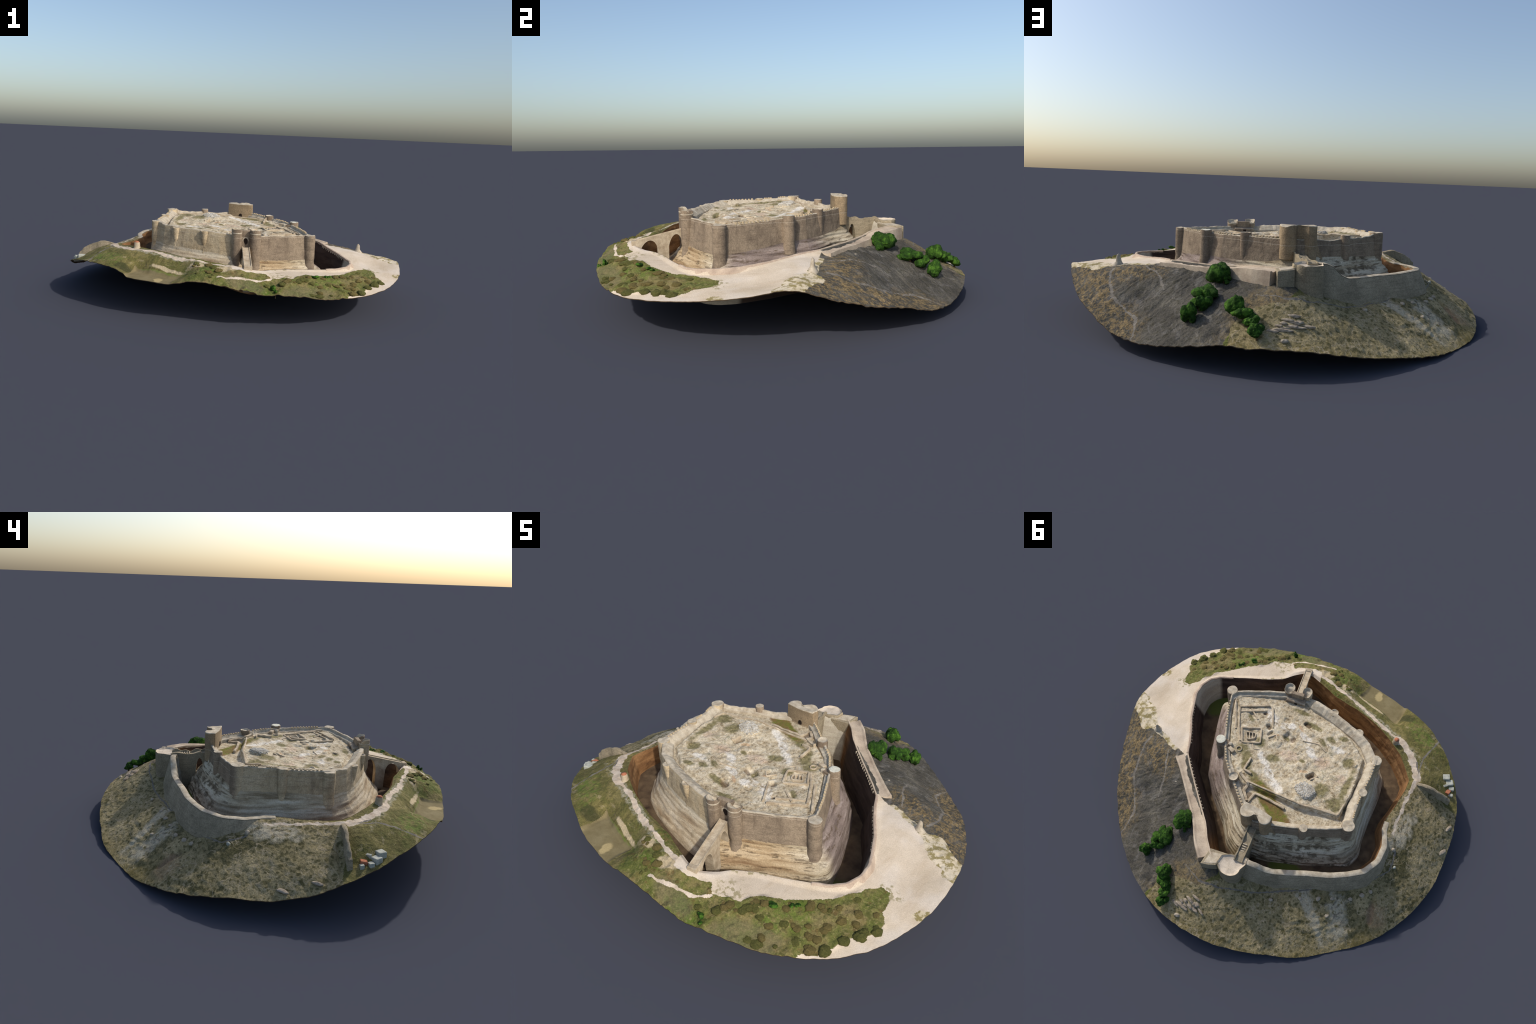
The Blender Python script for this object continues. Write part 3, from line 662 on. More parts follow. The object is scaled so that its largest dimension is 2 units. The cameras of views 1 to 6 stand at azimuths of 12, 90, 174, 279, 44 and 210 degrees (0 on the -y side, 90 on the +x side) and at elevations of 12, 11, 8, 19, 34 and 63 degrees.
# ------------------------------------------------------------------ towers
def tower(name, cx, cy, r, zt, zb, mat=STONE, cap=CAP, flare=1.06, dish=.0, taper=1.0, lump=.0012, seed=0, foot=.06, nseg=40, tilt=None):
    a = np.arange(nseg) * 2 * np.pi / nseg
    prof = [(flare + .18, zb - foot), (flare + .02, zb - foot * .5), (flare - .08, zb - foot * .18), (1.06 + (taper - 1), zb + .008)]
    for t in np.linspace(.15, 1, 9): prof.append((1.06 - .06 * t + (taper - 1) * (1 - t), zb + (zt - .003 - zb) * t))
    prof += [(.985, zt - .0008), (.93, zt)]
    body = len(prof)
    prof += [(.80, zt - dish * .3), (.66, zt - dish), (.35, zt - dish), (.02, zt - dish)]
    R = np.array([p[0] for p in prof])[:, None] * r; Z = np.array([p[1] for p in prof])[:, None] + 0 * a
    x = cx + R * np.cos(a); y = cy + R * np.sin(a)
    n = fbm(np.stack([x, y, Z], -1), 55, 3, seed + 7)
    R = R + lump * n; x = cx + R * np.cos(a); y = cy + R * np.sin(a); Z[body - 3:] += (.0032 * fbm2(x, y, 75, 3, seed))[body - 3:]
    if tilt:                                                       # crown broken away on the yard side
        w = sstep(-.2, .9, ((x - cx) * tilt[0] + (y - cy) * tilt[1]) / r); Z[8:] -= (tilt[2] * w)[8:] * np.linspace(.2, 1, len(prof) - 8)[:, None] ** .5
    V = np.stack([x, y, Z], -1).reshape(-1, 3); F = grid_faces(nseg, len(prof), True); N = vert_normals(V, F)
    k = np.arange(len(F)) // nseg
    ob = sub(name, V, F, N, k < body - 1, mat)
    top = sub('tower_top', V, F, N, k >= body - 1, cap); top.parent = ob
    return ob
tower('tower', .487, -.293, .030, .394, .258, seed=1, flare=1.06)
tower('tower', .348, .013, .027, .416, .300, cap=PALECAP, seed=2, flare=1.1)
tower('tower', .163, .162, .026, .424, .300, seed=3, dish=.006)
tower('tower', -.293, .209, .022, .429, .328, seed=4)
tower('tower', -.474, .078, .033, .434, .320, seed=5)
tower('tower', -.446, -.125, .024, .424, .312, seed=6)
tower('tower', -.416, -.332, .029, .417, .310, seed=7)
tower('tower', -.256, -.437, .023, .405, .330, seed=8, foot=.05, taper=.62, flare=.55)
tower('tower', -.077, -.475, .023, .405, .330, seed=9, foot=.05, dish=.005, taper=.62, flare=.55)
# link between the free-standing east tower and the wall
prism('tower_link', [(.30, -.012), (.345, -.012), (.352, .035), (.300, .035)], .30, .399, STONE)

# gatehouse: two towers with a string course, recessed gate arch, roofed room behind
def gate():
    gw = tower('gate_tower', .111, -.493, .028, .434, .272, seed=21, dish=.014, flare=.98, tilt=(.1, 1, .030))
    ge = tower('gate_tower', .210, -.467, .030, .430, .265, seed=22, dish=.014, flare=.98, tilt=(-.1, 1, .030))
    for (cx, cy, r, zz, par) in ((.111, -.493, .028, .412, gw), (.210, -.467, .030, .410, ge)):
        a = np.arange(40) * 2 * np.pi / 40; rows = [(1.0, -.003), (1.035, -.0015), (1.035, .0015), (1.0, .003)]
        V = np.array([[(cx + q * r * c, cy + q * r * s, zz + h) for c, s in zip(np.cos(a), np.sin(a))] for q, h in rows]).reshape(-1, 3)
        add('string_course', V, grid_faces(40, 4, True), CAP, par)
    u = np.array([.103, .026]); L = np.linalg.norm(u); u /= L; nrm = np.array([u[1], -u[0]])
    o = np.array([.160, -.487])
    def P(s, d): q = o + u * s + nrm * d; return (q[0], q[1])
    prism('gate_wall', [P(-.036, -.018), P(.036, -.018), P(.036, -.040), P(-.036, -.040)], .26, .423, STONE)
    arch = [P(s, .0) for s in (-.012, .012)]
    # dark doorway with a round head
    prof = [(-.011, .330), (.011, .330), (.011, .368)] + [(.011 * math.cos(t), .368 + .013 * math.sin(t)) for t in np.linspace(.2, math.pi - .2, 9)] + [(-.011, .368)]
    V = [(*P(s, -.0165), z) for s, z in prof] + [(*P(s, -.035), z) for s, z in prof]; n = len(prof)
    F = [tuple(range(n)), tuple(range(2 * n - 1, n - 1, -1))] + [(i, (i + 1) % n, n + (i + 1) % n, n + i) for i in range(n)]
    add('gate_doorway', V, F, DARK, smooth=False)
    # surround of the arch
    V = []; F = []
    ts = np.linspace(-.15, math.pi + .15, 15)
    for t in ts:
        for q in (.0125, .0175):
            for d in (-.020, -.015): V.append((*P(q * math.cos(t), d), .368 + q * 1.15 * math.sin(t)))
    for i in range(len(ts) - 1):
        b = 4 * i
        for e, f in ((0, 1), (1, 3), (3, 2), (2, 0)): F.append((b + e, b + f, b + 4 + f, b + 4 + e))
    add('gate_arch', V, F, CAP, smooth=False)
    room = prism('gate_room', [P(-.050, -.030), P(.050, -.030), P(.058, -.066), P(-.055, -.066)], .355, [.393, .393, .384, .384], STONE)
    d = prism('yard_doorway', [P(-.008, -.064), P(.008, -.064), P(.008, -.0675), P(-.008, -.0675)], .362, .380, DARK, room, bev=0)
gate()

# ------------------------------------------------------------------ keep: two round towers fused by a wall, open recess with postern
def keep():
    out = []
    def arc(cx, cy, r, a0, a1, n=14):
        return [(cx + r * math.cos(t), cy + r * math.sin(t)) for t in np.radians(np.linspace(a0, a1, n))]
    out += [(.020, .268)] + arc(-.018, .302, .037, -20, 150) + [(-.058, .305), (-.078, .298)] + arc(-.112, .292, .034, 75, 205) + [(-.140, .266), (-.060, .262)]
    out = np.array(out) - np.array([0, .006]); n = len(out); c = np.array([-.055, .284])
    rows = []
    for t in np.linspace(0, 1, 16):
        z = .325 + (.470 - .325) * t
        s = 1.015 - .015 * t
        rows.append(np.c_[c + (out - c) * s, np.full(n, z)])
    # splayed western foot towards the yard
    for k in range(11):
        w = max(0, 1 - k / 9.0) ** 1.2
        sel = (rows[k][:, 0] < -.10) & (rows[k][:, 1] < .285); rows[k][sel, 0] -= .030 * w
    for s, z in ((.985, .4725), (.93, .4735), (.7, .471), (.4, .4705), (.02, .471)):
        rows.append(np.c_[c + (out - c) * s, np.full(n, z)])
    V = np.array(rows); top = V.shape[0] - 5
    V[top - 1:, :, 2] += .006 * fbm2(V[top - 1:, :, 0], V[top - 1:, :, 1], 30, 3, 131) + .004 * np.maximum(0, fbm2(V[top - 1:, :, 0], V[top - 1:, :, 1], 55, 2, 132))
    nn = .0015 * fbm(V, 50, 3, 133); d = V[..., :2] - c; d = d / (np.linalg.norm(d, axis=-1)[..., None] + 1e-9); V[..., :2] += d * nn[..., None]
    F = grid_faces(n, V.shape[0], True); Vf = V.reshape(-1, 3); N = vert_normals(Vf, F); k = np.arange(len(F)) // n
    ob = sub('keep', Vf, F, N, k < top - 1, KEEP); t = sub('keep_top', Vf, F, N, k >= top - 1, CAP); t.parent = ob
    def door(name, p, q, z0, z1, nrm, half):
        prof = [(-half, z0), (half, z0), (half, z1)] + [(half * math.cos(a), z1 + half * math.sin(a)) for a in np.linspace(.3, math.pi - .3, 7)] + [(-half, z1)]
        u = np.array([-nrm[1], nrm[0]]); m = len(prof)
        V = [(*(np.array([p, q]) + u * s + np.array(nrm) * dd), z) for dd in (.0025, -.01) for s, z in prof]
        F = [tuple(range(m)), tuple(range(2 * m - 1, m - 1, -1))] + [(i, (i + 1) % m, m + (i + 1) % m, m + i) for i in range(m)]
        add(name, V, F, DARK, ob, smooth=False)
    door('postern_doorway', -.068, .2975, .352, .398, (.33, .94), .011)
    door('yard_doorway', -.055, .2555, .388, .400, (-.05, -1), .010)
keep()

# ------------------------------------------------------------------ bridges
def span_bridge():
    """south bridge: rising deck on one tall pier, two arches"""
    A = np.array([.232, -.722, .283]); B = np.array([.163, -.487, .334]); d = (B - A)[:2]; L = np.linalg.norm(d); d /= L; nrm = np.array([-d[1], d[0]])
    w = .0205; ns = 73; V = []
    for i, s in enumerate(np.linspace(0, 1, ns)):
        p = A[:2] + d * L * s; zt = A[2] + (B[2] - A[2]) * s
        def arch(a, b, top, spring):
            m = (a + b) / 2; h = (b - a) / 2; return spring + (top - spring) * math.sqrt(max(0, 1 - ((s - m) / h) ** 2))
        if s < .11: zu = .15
        elif s < .455: zu = arch(.11, .455, zt - .010, .225)
        elif s < .655: zu = .145
        elif s < .955: zu = arch(.655, .955, zt - .012, .225)
        else: zu = .20
        if .455 <= s < .655 or s < .11 or s >= .955: pass
        wl = w * (1.0 if not (.455 <= s < .655) else 1.05)
        q = [(wl, zu), (w, zt - .006), (w, zt + .0045), (w - .004, zt + .0045), (w - .0045, zt), (-w + .0045, zt), (-w + .004, zt + .0045), (-w, zt + .0045), (-w, zt - .006), (-wl, zu)]
        V += [(*(p + nrm * o), z) for o, z in q]
    k = 10; F = []
    for i in range(ns - 1):
        for j in range(k): F.append((i * k + j, i * k + (j + 1) % k, (i + 1) * k + (j + 1) % k, (i + 1) * k + j))
    F += [tuple(range(k - 1, -1, -1)), tuple((ns - 1) * k + j for j in range(k))]
    ob = add('gate_bridge', V, F, RUIN, smooth=False)
    A2 = A[:2] - d * .012
    prism('bridge_abutment', [tuple(A2 + nrm * .022), tuple(A2 - nrm * .022), tuple(A2 + d * .022 - nrm * .020), tuple(A2 + d * .022 + nrm * .020)], .2, .289, RUIN, ob)
span_bridge()

def postern_bridge():
    A = np.array([-.060, .318]); B = np.array([-.098, .505]); d = B - A; L = np.linalg.norm(d); d /= L; nrm = np.array([-d[1], d[0]]); w = .023
    V = []; ns = 40
    for s in np.linspace(0, 1, ns):
        p = A + d * L * s
        zt = .348 - .012 * s + .005 * math.sin(s * 9) * (s > .2)
        if .10 < s < .34: zu = .205 + .115 * math.sqrt(max(0, 1 - ((s - .22) / .12) ** 2))
        else: zu = .145
        par = .010 + .004 * math.sin(s * 23)
        lo = .002 if s < .45 else .004
        q = [(w, zu), (w, zt + lo), (w - .005, zt + lo), (w - .006, zt), (-w + .007, zt), (-w + .006, zt + par), (-w, zt + par), (-w, zu)]
        V += [(*(p + nrm * o), z) for o, z in q]
    k = 8; F = []
    for i in range(ns - 1):
        for j in range(k): F.append((i * k + j, i * k + (j + 1) % k, (i + 1) * k + (j + 1) % k, (i + 1) * k + j))
    F += [tuple(range(k - 1, -1, -1)), tuple((ns - 1) * k + j for j in range(k))]
    ob = add('postern_bridge', V, F, STONE_OUT, smooth=False)
    for i in range(6):                                           # steps down towards the bastion
        s = .50 + .065 * i; p = A + d * L * s
        prism('step', [tuple(p + nrm * .010), tuple(p + d * .004 + nrm * .010), tuple(p + d * .004 - nrm * .011), tuple(p - nrm * .011)], .32, .3475 - .012 * s + .003, CAP, ob, bev=0)
postern_bridge()

# ------------------------------------------------------------------ outer works
def sweep(name, pts, section, mat, step=.006, amp=.0015, seed=0, parent=None):
    """sweep a section along a polyline; pts rows carry extra values; section(values, normal offset) -> list of (offset, z)"""
    P = np.array(pts, float); seg = np.r_[0, np.cumsum(np.hypot(*np.diff(P[:, :2], axis=0).T))]
    n = max(4, int(seg[-1] / step)); s = np.linspace(0, seg[-1], n)
    Q = np.stack([np.interp(s, seg, P[:, k]) for k in range(P.shape[1])], 1)
    ker = np.array([1, 2, 3, 2, 1.]) / 9
    for k in range(Q.shape[1]):
        e = np.r_[Q[0, k], Q[0, k], Q[:, k], Q[-1, k], Q[-1, k]]; sm = np.convolve(e, ker, 'valid'); sm[0] = Q[0, k]; sm[-1] = Q[-1, k]; Q[:, k] = sm
    T = np.gradient(Q[:, :2], axis=0); T /= np.linalg.norm(T, axis=1)[:, None]; Nn = np.stack([T[:, 1], -T[:, 0]], 1)   # right-hand side
    V = []; m = None
    for i in range(n):
        sec = section(Q[i]); m = len(sec)
        V += [(Q[i, 0] + Nn[i, 0] * o, Q[i, 1] + Nn[i, 1] * o, z) for o, z in sec]
    V = np.array(V)
    if amp: V += amp * np.stack([fbm(V, 45, 3, seed), fbm(V, 45, 3, seed + 5), fbm(V, 45, 3, seed + 9)], 1)
    F = []
    for i in range(n - 1):
        for j in range(m): F.append((i * m + j, i * m + (j + 1) % m, (i + 1) * m + (j + 1) % m, (i + 1) * m + j))
    F += [tuple(range(m - 1, -1, -1)), tuple((n - 1) * m + j for j in range(m))]
    ob = add(name, V, F, mat, parent, smooth=True)
    me = ob.data
    me.set_sharp_from_angle(angle=math.radians(50))
    return ob

# north curtain beyond the moat (counter-clockwise lip, outside is to the right)
NW = [(-.095, .474, .333, .190), (-.150, .470, .335, .185), (-.185, .458, .318, .178), (-.215, .446, .285, .172), (-.25, .430, .268, .168), (-.31, .398, .266, .160), (-.40, .345, .268, .160),
      (-.508, .288, .268, .166), (-.577, .237, .270, .172), (-.640, .178, .270, .178), (-.672, .095, .264, .190), (-.665, .01, .261, .215),
      (-.640, -.04, .260, .240), (-.622, -.07, .259, .250), (-.612, -.12, .259, .252)]
sweep('outer_wall', NW, lambda q: [(-.004, q[3] - .08), (-.003, q[2] - .02), (-.002, q[2] + .001), (.004, q[2] + .002), (.021, q[2] + .001), (.027, q[2] - .003), (.040 + .030 * min(1, (q[2] - q[3]) / .1), q[3] - .012)],
      STONE_OUT, seed=140)
# pale coping on top of it
sweep('wall_coping', NW, lambda q: [(-.003, q[2] + .0015), (.002, q[2] + .0045), (.019, q[2] + .0045), (.0245, q[2] + .0015)], CAP, seed=150, amp=.001)

# east walk: paved strip, low inner kerb, outer parapet
EW = [(.503, .130, .281), (.444, .184, .285), (.395, .228, .286), (.304, .304, .290), (.217, .377, .300), (.168, .417, .310), (.107, .486, .320), (.040, .545, .322)]
EWW = [.072, .062, .060, .060, .062, .068, .070, .068]
sweep('east_walk', [e + (w,) for e, w in zip(EW, EWW)], lambda q: [(-.003, q[2] - .05), (-.003, q[2] + .002), (.004, q[2] + .002), (.006, q[2] - .003), (q[3] - .020, q[2] - .011), (q[3] - .015, q[2] - .008),
      (q[3] - .010, q[2] - .004), (q[3] - .002, q[2] - .005), (q[3] + .001, q[2] - .03), (q[3] + .005, q[2] - .095)], m_plain('paved_walk', (166, 148, 128), (206, 188, 164), 16, .2), seed=160)
# low parapet along the south-east lip
SP = [(.60, -.449, .243), (.66, -.414, .244), (.704, -.365, .247), (.722, -.30, .250), (.714, -.235, .252), (.692, -.187, .253), (.639, -.084, .260), (.578, .0, .270), (.533, .07, .278), (.503, .130, .282)]
sweep('moat_parapet', SP, lambda q: [(-.004, q[2] - .03), (-.004, q[2] + .001), (.0, q[2] + .003), (.006, q[2] + .002), (.010, q[2] - .006), (.024, q[2] - .022), (.024, q[2] - .05)],
      m_plain('parapet_stone', (170, 150, 132), (204, 184, 162), 24), seed=170)

# corbels along the east side of the moat
def corbels():
    proto = None
    for (a, b, n) in (((.672, -.150), (.535, .065), 13), ((.480, .155), (.235, .362), 16)):
        for i in range(n):
            f = i / (n - 1); x = a[0] + (b[0] - a[0]) * f; y = a[1] + (b[1] - a[1]) * f
            r = at_angle(lip_r, x, y) - .004; th = math.atan2(y, x); z = at_angle(lip_z, x, y) - .007
            if proto is None: proto = ob = prism('corbel', [(-.006, -.0022), (.004, -.0022), (.004, .0022), (-.006, .0022)], -.008, .004, CAP, bev=.001)
            else: ob = proto.copy(); bpy.context.scene.collection.objects.link(ob)
            ob.location = (r * math.cos(th), r * math.sin(th), z); ob.rotation_euler = (0, 0, math.atan2(b[1] - a[1], b[0] - a[0]) - math.pi / 2)
            ob.scale = (1, .8 + .4 * rng.random(), .8 + .5 * rng.random())
corbels()

# bastion at the north-east: squared shoulder and round-nosed tower
def bastion():
    pl = [(.047, .536), (.050, .607), (.012, .590), (-.012, .573)]
    sh = prism('bastion_shoulder', [(.062, .520), (.058, .612), (.018, .598), (-.014, .578), (-.04, .495)], .17, [.321, .321, .322, .325, .326], STONE_OUT, bev=.004, taper=1.03)
    prism('shoulder_paving', [(.046, .534), (.046, .600), (.016, .586), (-.014, .566), (-.036, .505)], .31, [.3235, .3235, .3245, .3275, .3285], CAP, sh, bev=.001)
    cx, cy = -.078, .545; a = [(-.010, .520), (-.010, .565)]
    a += [(-.075 + .060 * math.cos(t), .548 + .050 * math.sin(t)) for t in np.radians(np.linspace(20, 195, 16))] + [(-.142, .500), (-.135, .462), (-.05, .492)]
    A = np.array(a); n = len(A); c = A.mean(0); rows = []
    for t in np.linspace(0, 1, 12): rows.append(np.c_[c + (A - c) * (1.05 - .05 * t), np.full(n, .15 + (.334 - .15) * t)])
    for s, z in ((.985, .341), (.935, .342), (.90, .334), (.55, .332), (.02, .332)): rows.append(np.c_[c + (A - c) * s, np.full(n, z)])
    V = np.array(rows); V[11:, :, 2] += .007 * fbm2(V[11:, :, 0], V[11:, :, 1], 40, 3, 181); V[..., :2] += .0015 * fbm(V, 50, 2, 182)[..., None]
    F = grid_faces(n, V.shape[0], True); V = V.reshape(-1, 3); N = vert_normals(V, F); k = np.arange(len(F)) // n
    ob = sub('bastion', V, F, N, k < 13, STONE_OUT); t = sub('bastion_top', V, F, N, k >= 13, m_plain('bastion_paving', (190, 174, 152), (220, 206, 186), 25)); t.parent = ob
bastion()

# ------------------------------------------------------------------ courtyard
YSP = [(.436, -.265, .377), (.35, -.32, .374), (.242, -.114, .381), (.30, -.18, .379), (.186, -.219, .379), (.14, -.33, .374), (.06, -.40, .372), (-.05, -.39, .380), (-.16, -.36, .386), (-.23, -.36, .388),
       (-.342, -.30, .390), (-.178, -.085, .406), (-.05, -.20, .396), (.08, -.10, .390), (.0, .05, .402), (.15, .05, .394), (.22, .05, .388), (-.184, .033, .414), (-.30, .0, .412), (-.395, .05, .409), (-.38, -.12, .402), (-.25, .08, .412), (-.06, .12, .402), (.10, .12, .398)]
YARD_Z = Spline2D(YSP, 1e-4)
MOUND = [(.44, -.275), (.285, -.375), (.17, -.40), (.063, -.43), (-.047, -.402), (-.156, -.384), (-.229, -.374), (-.292, -.336), (-.345, -.305), (-.359, -.242), (-.376, -.176), (-.392, -.09), (-.396, .0), (-.402, .052),
         (-.27, .080), (-.178, .110), (-.055, .125), (.038, .136), (.10, .150), (.148, .125), (.23, .07), (.31, -.03), (.40, -.19)]
# pits and hollows in the yard: centre, half sizes, turn, depth
PITS = [(.184, -.211, .017, .012, -.55, .016), (.156, -.180, .006, .018, -.4, .010), (.052, -.212, .034, .022, -.3, .016), (.012, -.341, .022, .014, -.2, .018), (-.171, -.070, .016, .024, -.5, .022),
        (.30, -.225, .020, .012, -.6, .008), (.044, .192, .022, .018, -.5, .014), (.25, -.275, .010, .012, -.5, .008), (.235, -.105, .036, .026, -.62, .008), (-.33, -.25, .014, .012, 0, -.007), (.12, -.30, .02, .014, 0, .006),
        (-.02, -.30, .03, .012, -.3, -.006), (.09, -.15, .02, .02, 0, -.006), (-.09, -.10, .03, .02, .4, -.005)]
HEAP = [(-.128, .035), (-.150, -.022), (-.205, -.020), (-.245, .005), (-.235, .055), (-.206, .070), (-.165, .060)]
def yard():
    h = .0042; xs = np.arange(-.50, .50, h); ys = np.arange(-.50, .32, h); x, y = np.meshgrid(xs, ys)
    z = YARD_Z(x, y) - .016 * np.exp(-(((x + .06) / .20) ** 2 + ((y + .10) / .16) ** 2) ** 1.5) + .008 * sstep(.05, .0, signed(MOUND, x, y)) * sstep(0, -.15, x) * sstep(.05, -.02, y) - .008 * np.exp(-(((x - .05) / .1) ** 2 + ((y + .37) / .05) ** 2))
    z = z + .0045 * fbm2(x, y, 20, 5, 191) + .0035 * fbm2(x, y, 60, 3, 192) + .004 * np.maximum(0, fbm2(x, y, 9, 2, 193))
    z = z + .0006 * np.sin((fbm2(x, y, 6, 3, 194) * .35 + x * .8 - y) * 120) * sstep(.2, -.1, x)     # bedding ridges
    for px, py, a, b, rot, dep in PITS:
        c, q = math.cos(rot), math.sin(rot); u = ((x - px) * c + (y - py) * q) / a; v = (-(x - px) * q + (y - py) * c) / b
        z = z - dep * sstep(1.25, .75, (np.abs(u) ** 4 + np.abs(v) ** 4) ** .25 + .15 * fbm2(x, y, 50, 2, 197))
    z = z + .013 * sstep(-.012, .012, signed(HEAP, x, y))                  # rubble heap
    sd = signed(MOUND, x, y)
    low = np.where(y > .06, .381 + .010 * sstep(-.2, -.4, x), .366 + .012 * sstep(.05, -.15, x))
    w = sstep(-.016, -.006, sd + .004 * fbm2(x, y, 40, 2, 195)); z = z * w + (low + .002 * fbm2(x, y, 40, 3, 196)) * (1 - w)
    nu, nv = len(xs), len(ys); V = np.stack([x, y, z], -1).reshape(-1, 3); F = grid_faces(nu, nv, False)
    c = V[F].mean(1); a = np.arctan2(c[:, 1], c[:, 0]) % (2 * np.pi)
    rw = np.interp(a, np.r_[TH, 2 * np.pi], np.r_[wall_r, wall_r[0]])
    keepf = np.hypot(c[:, 0], c[:, 1]) < rw - .022
    N = vert_normals(V, F)
    sub('courtyard', V, F, N, keepf, YARD)
    return lambda px, py: float(z[min(nv - 1, max(0, int(round((py - ys[0]) / h)))), min(nu - 1, max(0, int(round((px - xs[0]) / h))))])
yz = yard()

def ruin_walls():
    runs = [([(.389, -.222), (.319, -.114), (.266, -.048)], .005, .007), ([(.392, -.231), (.253, -.328)], .004, .006), ([(.369, -.208), (.262, -.281)], .004, .005),
            ([(.435, -.250), (.33, -.100)], .005, .007), ([(.305, -.122), (.213, -.180), (.168, -.095), (.253, -.046), (.305, -.122)], .0045, .007),
            ([(.271, -.113), (.223, -.136), (.207, -.106), (.242, -.079), (.271, -.113)], .003, .006), ([(.255, -.121), (.228, -.086)], .0025, .005), ([(.239, -.129), (.216, -.099)], .0025, .005),
            ([(.330, -.255), (.262, -.215)], .004, .005), ([(.233, -.325), (.162, -.216)], .004, .004), ([(-.200, -.090), (-.178, -.045)], .004, .010), ([(.205, -.075), (.178, -.045), (.150, -.062)], .003, .004), ([(.10, -.165), (.125, -.19), (.150, -.150)], .003, .005), ([(-.02, -.235), (-.10, -.26), (-.16, -.24)], .0025, .004), ([(.30, -.30), (.345, -.27)], .003, .005), ([(.155, .011), (.150, .050), (.147, .091), (.10, .092)], .005, .014), ([(.149, .120), (.110, .135), (.079, .146), (.081, .188), (.036, .226)], .007, .014),
            ([(.030, .228), (.024, .168), (-.06, .160), (-.148, .158)], .006, .012), ([(.100, .140), (-.052, .120), (-.216, .103), (-.27, .085), (-.398, .052)], .004, .007), ([(-.27, .075), (-.40, .050), (-.398, -.02)], .004, .006)]
    for pts, w, hgt in runs:
        dense = []
        for (a, b) in zip(pts[:-1], pts[1:]):
            m = max(2, int(math.hypot(b[0] - a[0], b[1] - a[1]) / .012))
            dense += [(a[0] + (b[0] - a[0]) * i / m, a[1] + (b[1] - a[1]) * i / m) for i in range(m)]
        dense.append(pts[-1])
        rows = [(x, y, max(yz(x, y), .380) + hgt * (.7 + .6 * rng.random())) for x, y in dense]
        sweep('ruin_wall', rows, lambda q, w=w: [(-w, q[2] - .03), (-w, q[2] - .001), (-w * .6, q[2]), (w * .6, q[2]), (w, q[2] - .001), (w, q[2] - .03)], RUIN, step=.005, amp=.0012, seed=int(pts[0][0] * 1000) % 97)
    # round well kerb
    a = np.arange(24) * 2 * np.pi / 24; zc = yz(.242, -.003) + .006
    V = np.array([[(.242 + r * math.cos(t), -.003 + r * math.sin(t), zc + d) for t in a] for r, d in ((.017, -.02), (.0165, 0), (.012, 0), (.0115, -.012), (.001, -.012))]).reshape(-1, 3)
    add('well_kerb', V, grid_faces(24, 5, True), RUIN)
    prism('ruin_shelter', [(.25, .020), (.285, .012), (.292, .032), (.257, .042)], .38, .400, RUIN)
    prism('ruin_stub', [(.285, -.01), (.305, -.01), (.305, .012), (.285, .012)], .38, .402, CAP, bev=.006)
ruin_walls()

# lumps: one noisy stone / bush generator
def lump(seed, amp, scale=1.6, seg=16, flat=.0):
    u = np.arange(seg * 2) * np.pi / seg; v = np.linspace(0.02, np.pi - .02, seg)
    V = np.array([[(math.sin(b) * math.cos(a), math.sin(b) * math.sin(a), math.cos(b)) for a in u] for b in v])
    r = 1 + amp * fbm(V, scale, 4, seed, .6); V = V * r[..., None]
    F = grid_faces(seg * 2, seg, True)[:, ::-1]
    F = [tuple(f) for f in F] + [tuple(range(seg * 2)), tuple(range((seg - 1) * seg * 2 + seg * 2 - 1, (seg - 1) * seg * 2 - 1, -1))]
    return V.reshape(-1, 3), F

def rubble():
    allV, allF, off = [], [], 0
    for i in range(620):
        while True:
            px, py = rng.uniform(-.25, -.125), rng.uniform(-.03, .075)
            if inside(HEAP, np.array(px), np.array(py)): break
        V, F = lump(i % 9 + 300, .35, 1.4, 5); s = rng.uniform(.0018, .0040)
        allV.append(V * s * np.array([1, 1, .7]) + np.array([px, py, yz(px, py) + .0005])); allF += [tuple(k + off for k in f) for f in F]; off += len(V)
    add('rubble_heap', np.concatenate(allV), allF, RUBBLE, smooth=False, stuff=True)
rubble()

# ------------------------------------------------------------------ trees, bushes, boulders
def crown(seed, n=7, seg=30):
    """closed crown: envelope of several spheres, roughened"""
    g = np.random.default_rng(seed)
    C = g.normal(size=(n, 3)) * np.array([.42, .42, .28]); R = g.uniform(.42, .68, n); C[0] = 0; R[0] = .62
    V, F = lump(seed, 0, 1, seg); D = V / np.linalg.norm(V, axis=1)[:, None]
    b = D @ C.T; disc = b * b - (C * C).sum(1) + R * R
    r = np.where(disc > 0, b + np.sqrt(np.maximum(disc, 0)), 0).max(1)
    V = D * r[:, None]; V = V * (1 + .18 * fbm(V, 4, 3, seed) + .10 * fbm(V, 12, 3, seed + 3))[:, None]
    V[:, 2] = np.where(V[:, 2] < 0, V[:, 2] * .75, V[:, 2])
    return V / np.abs(V).max(0), F

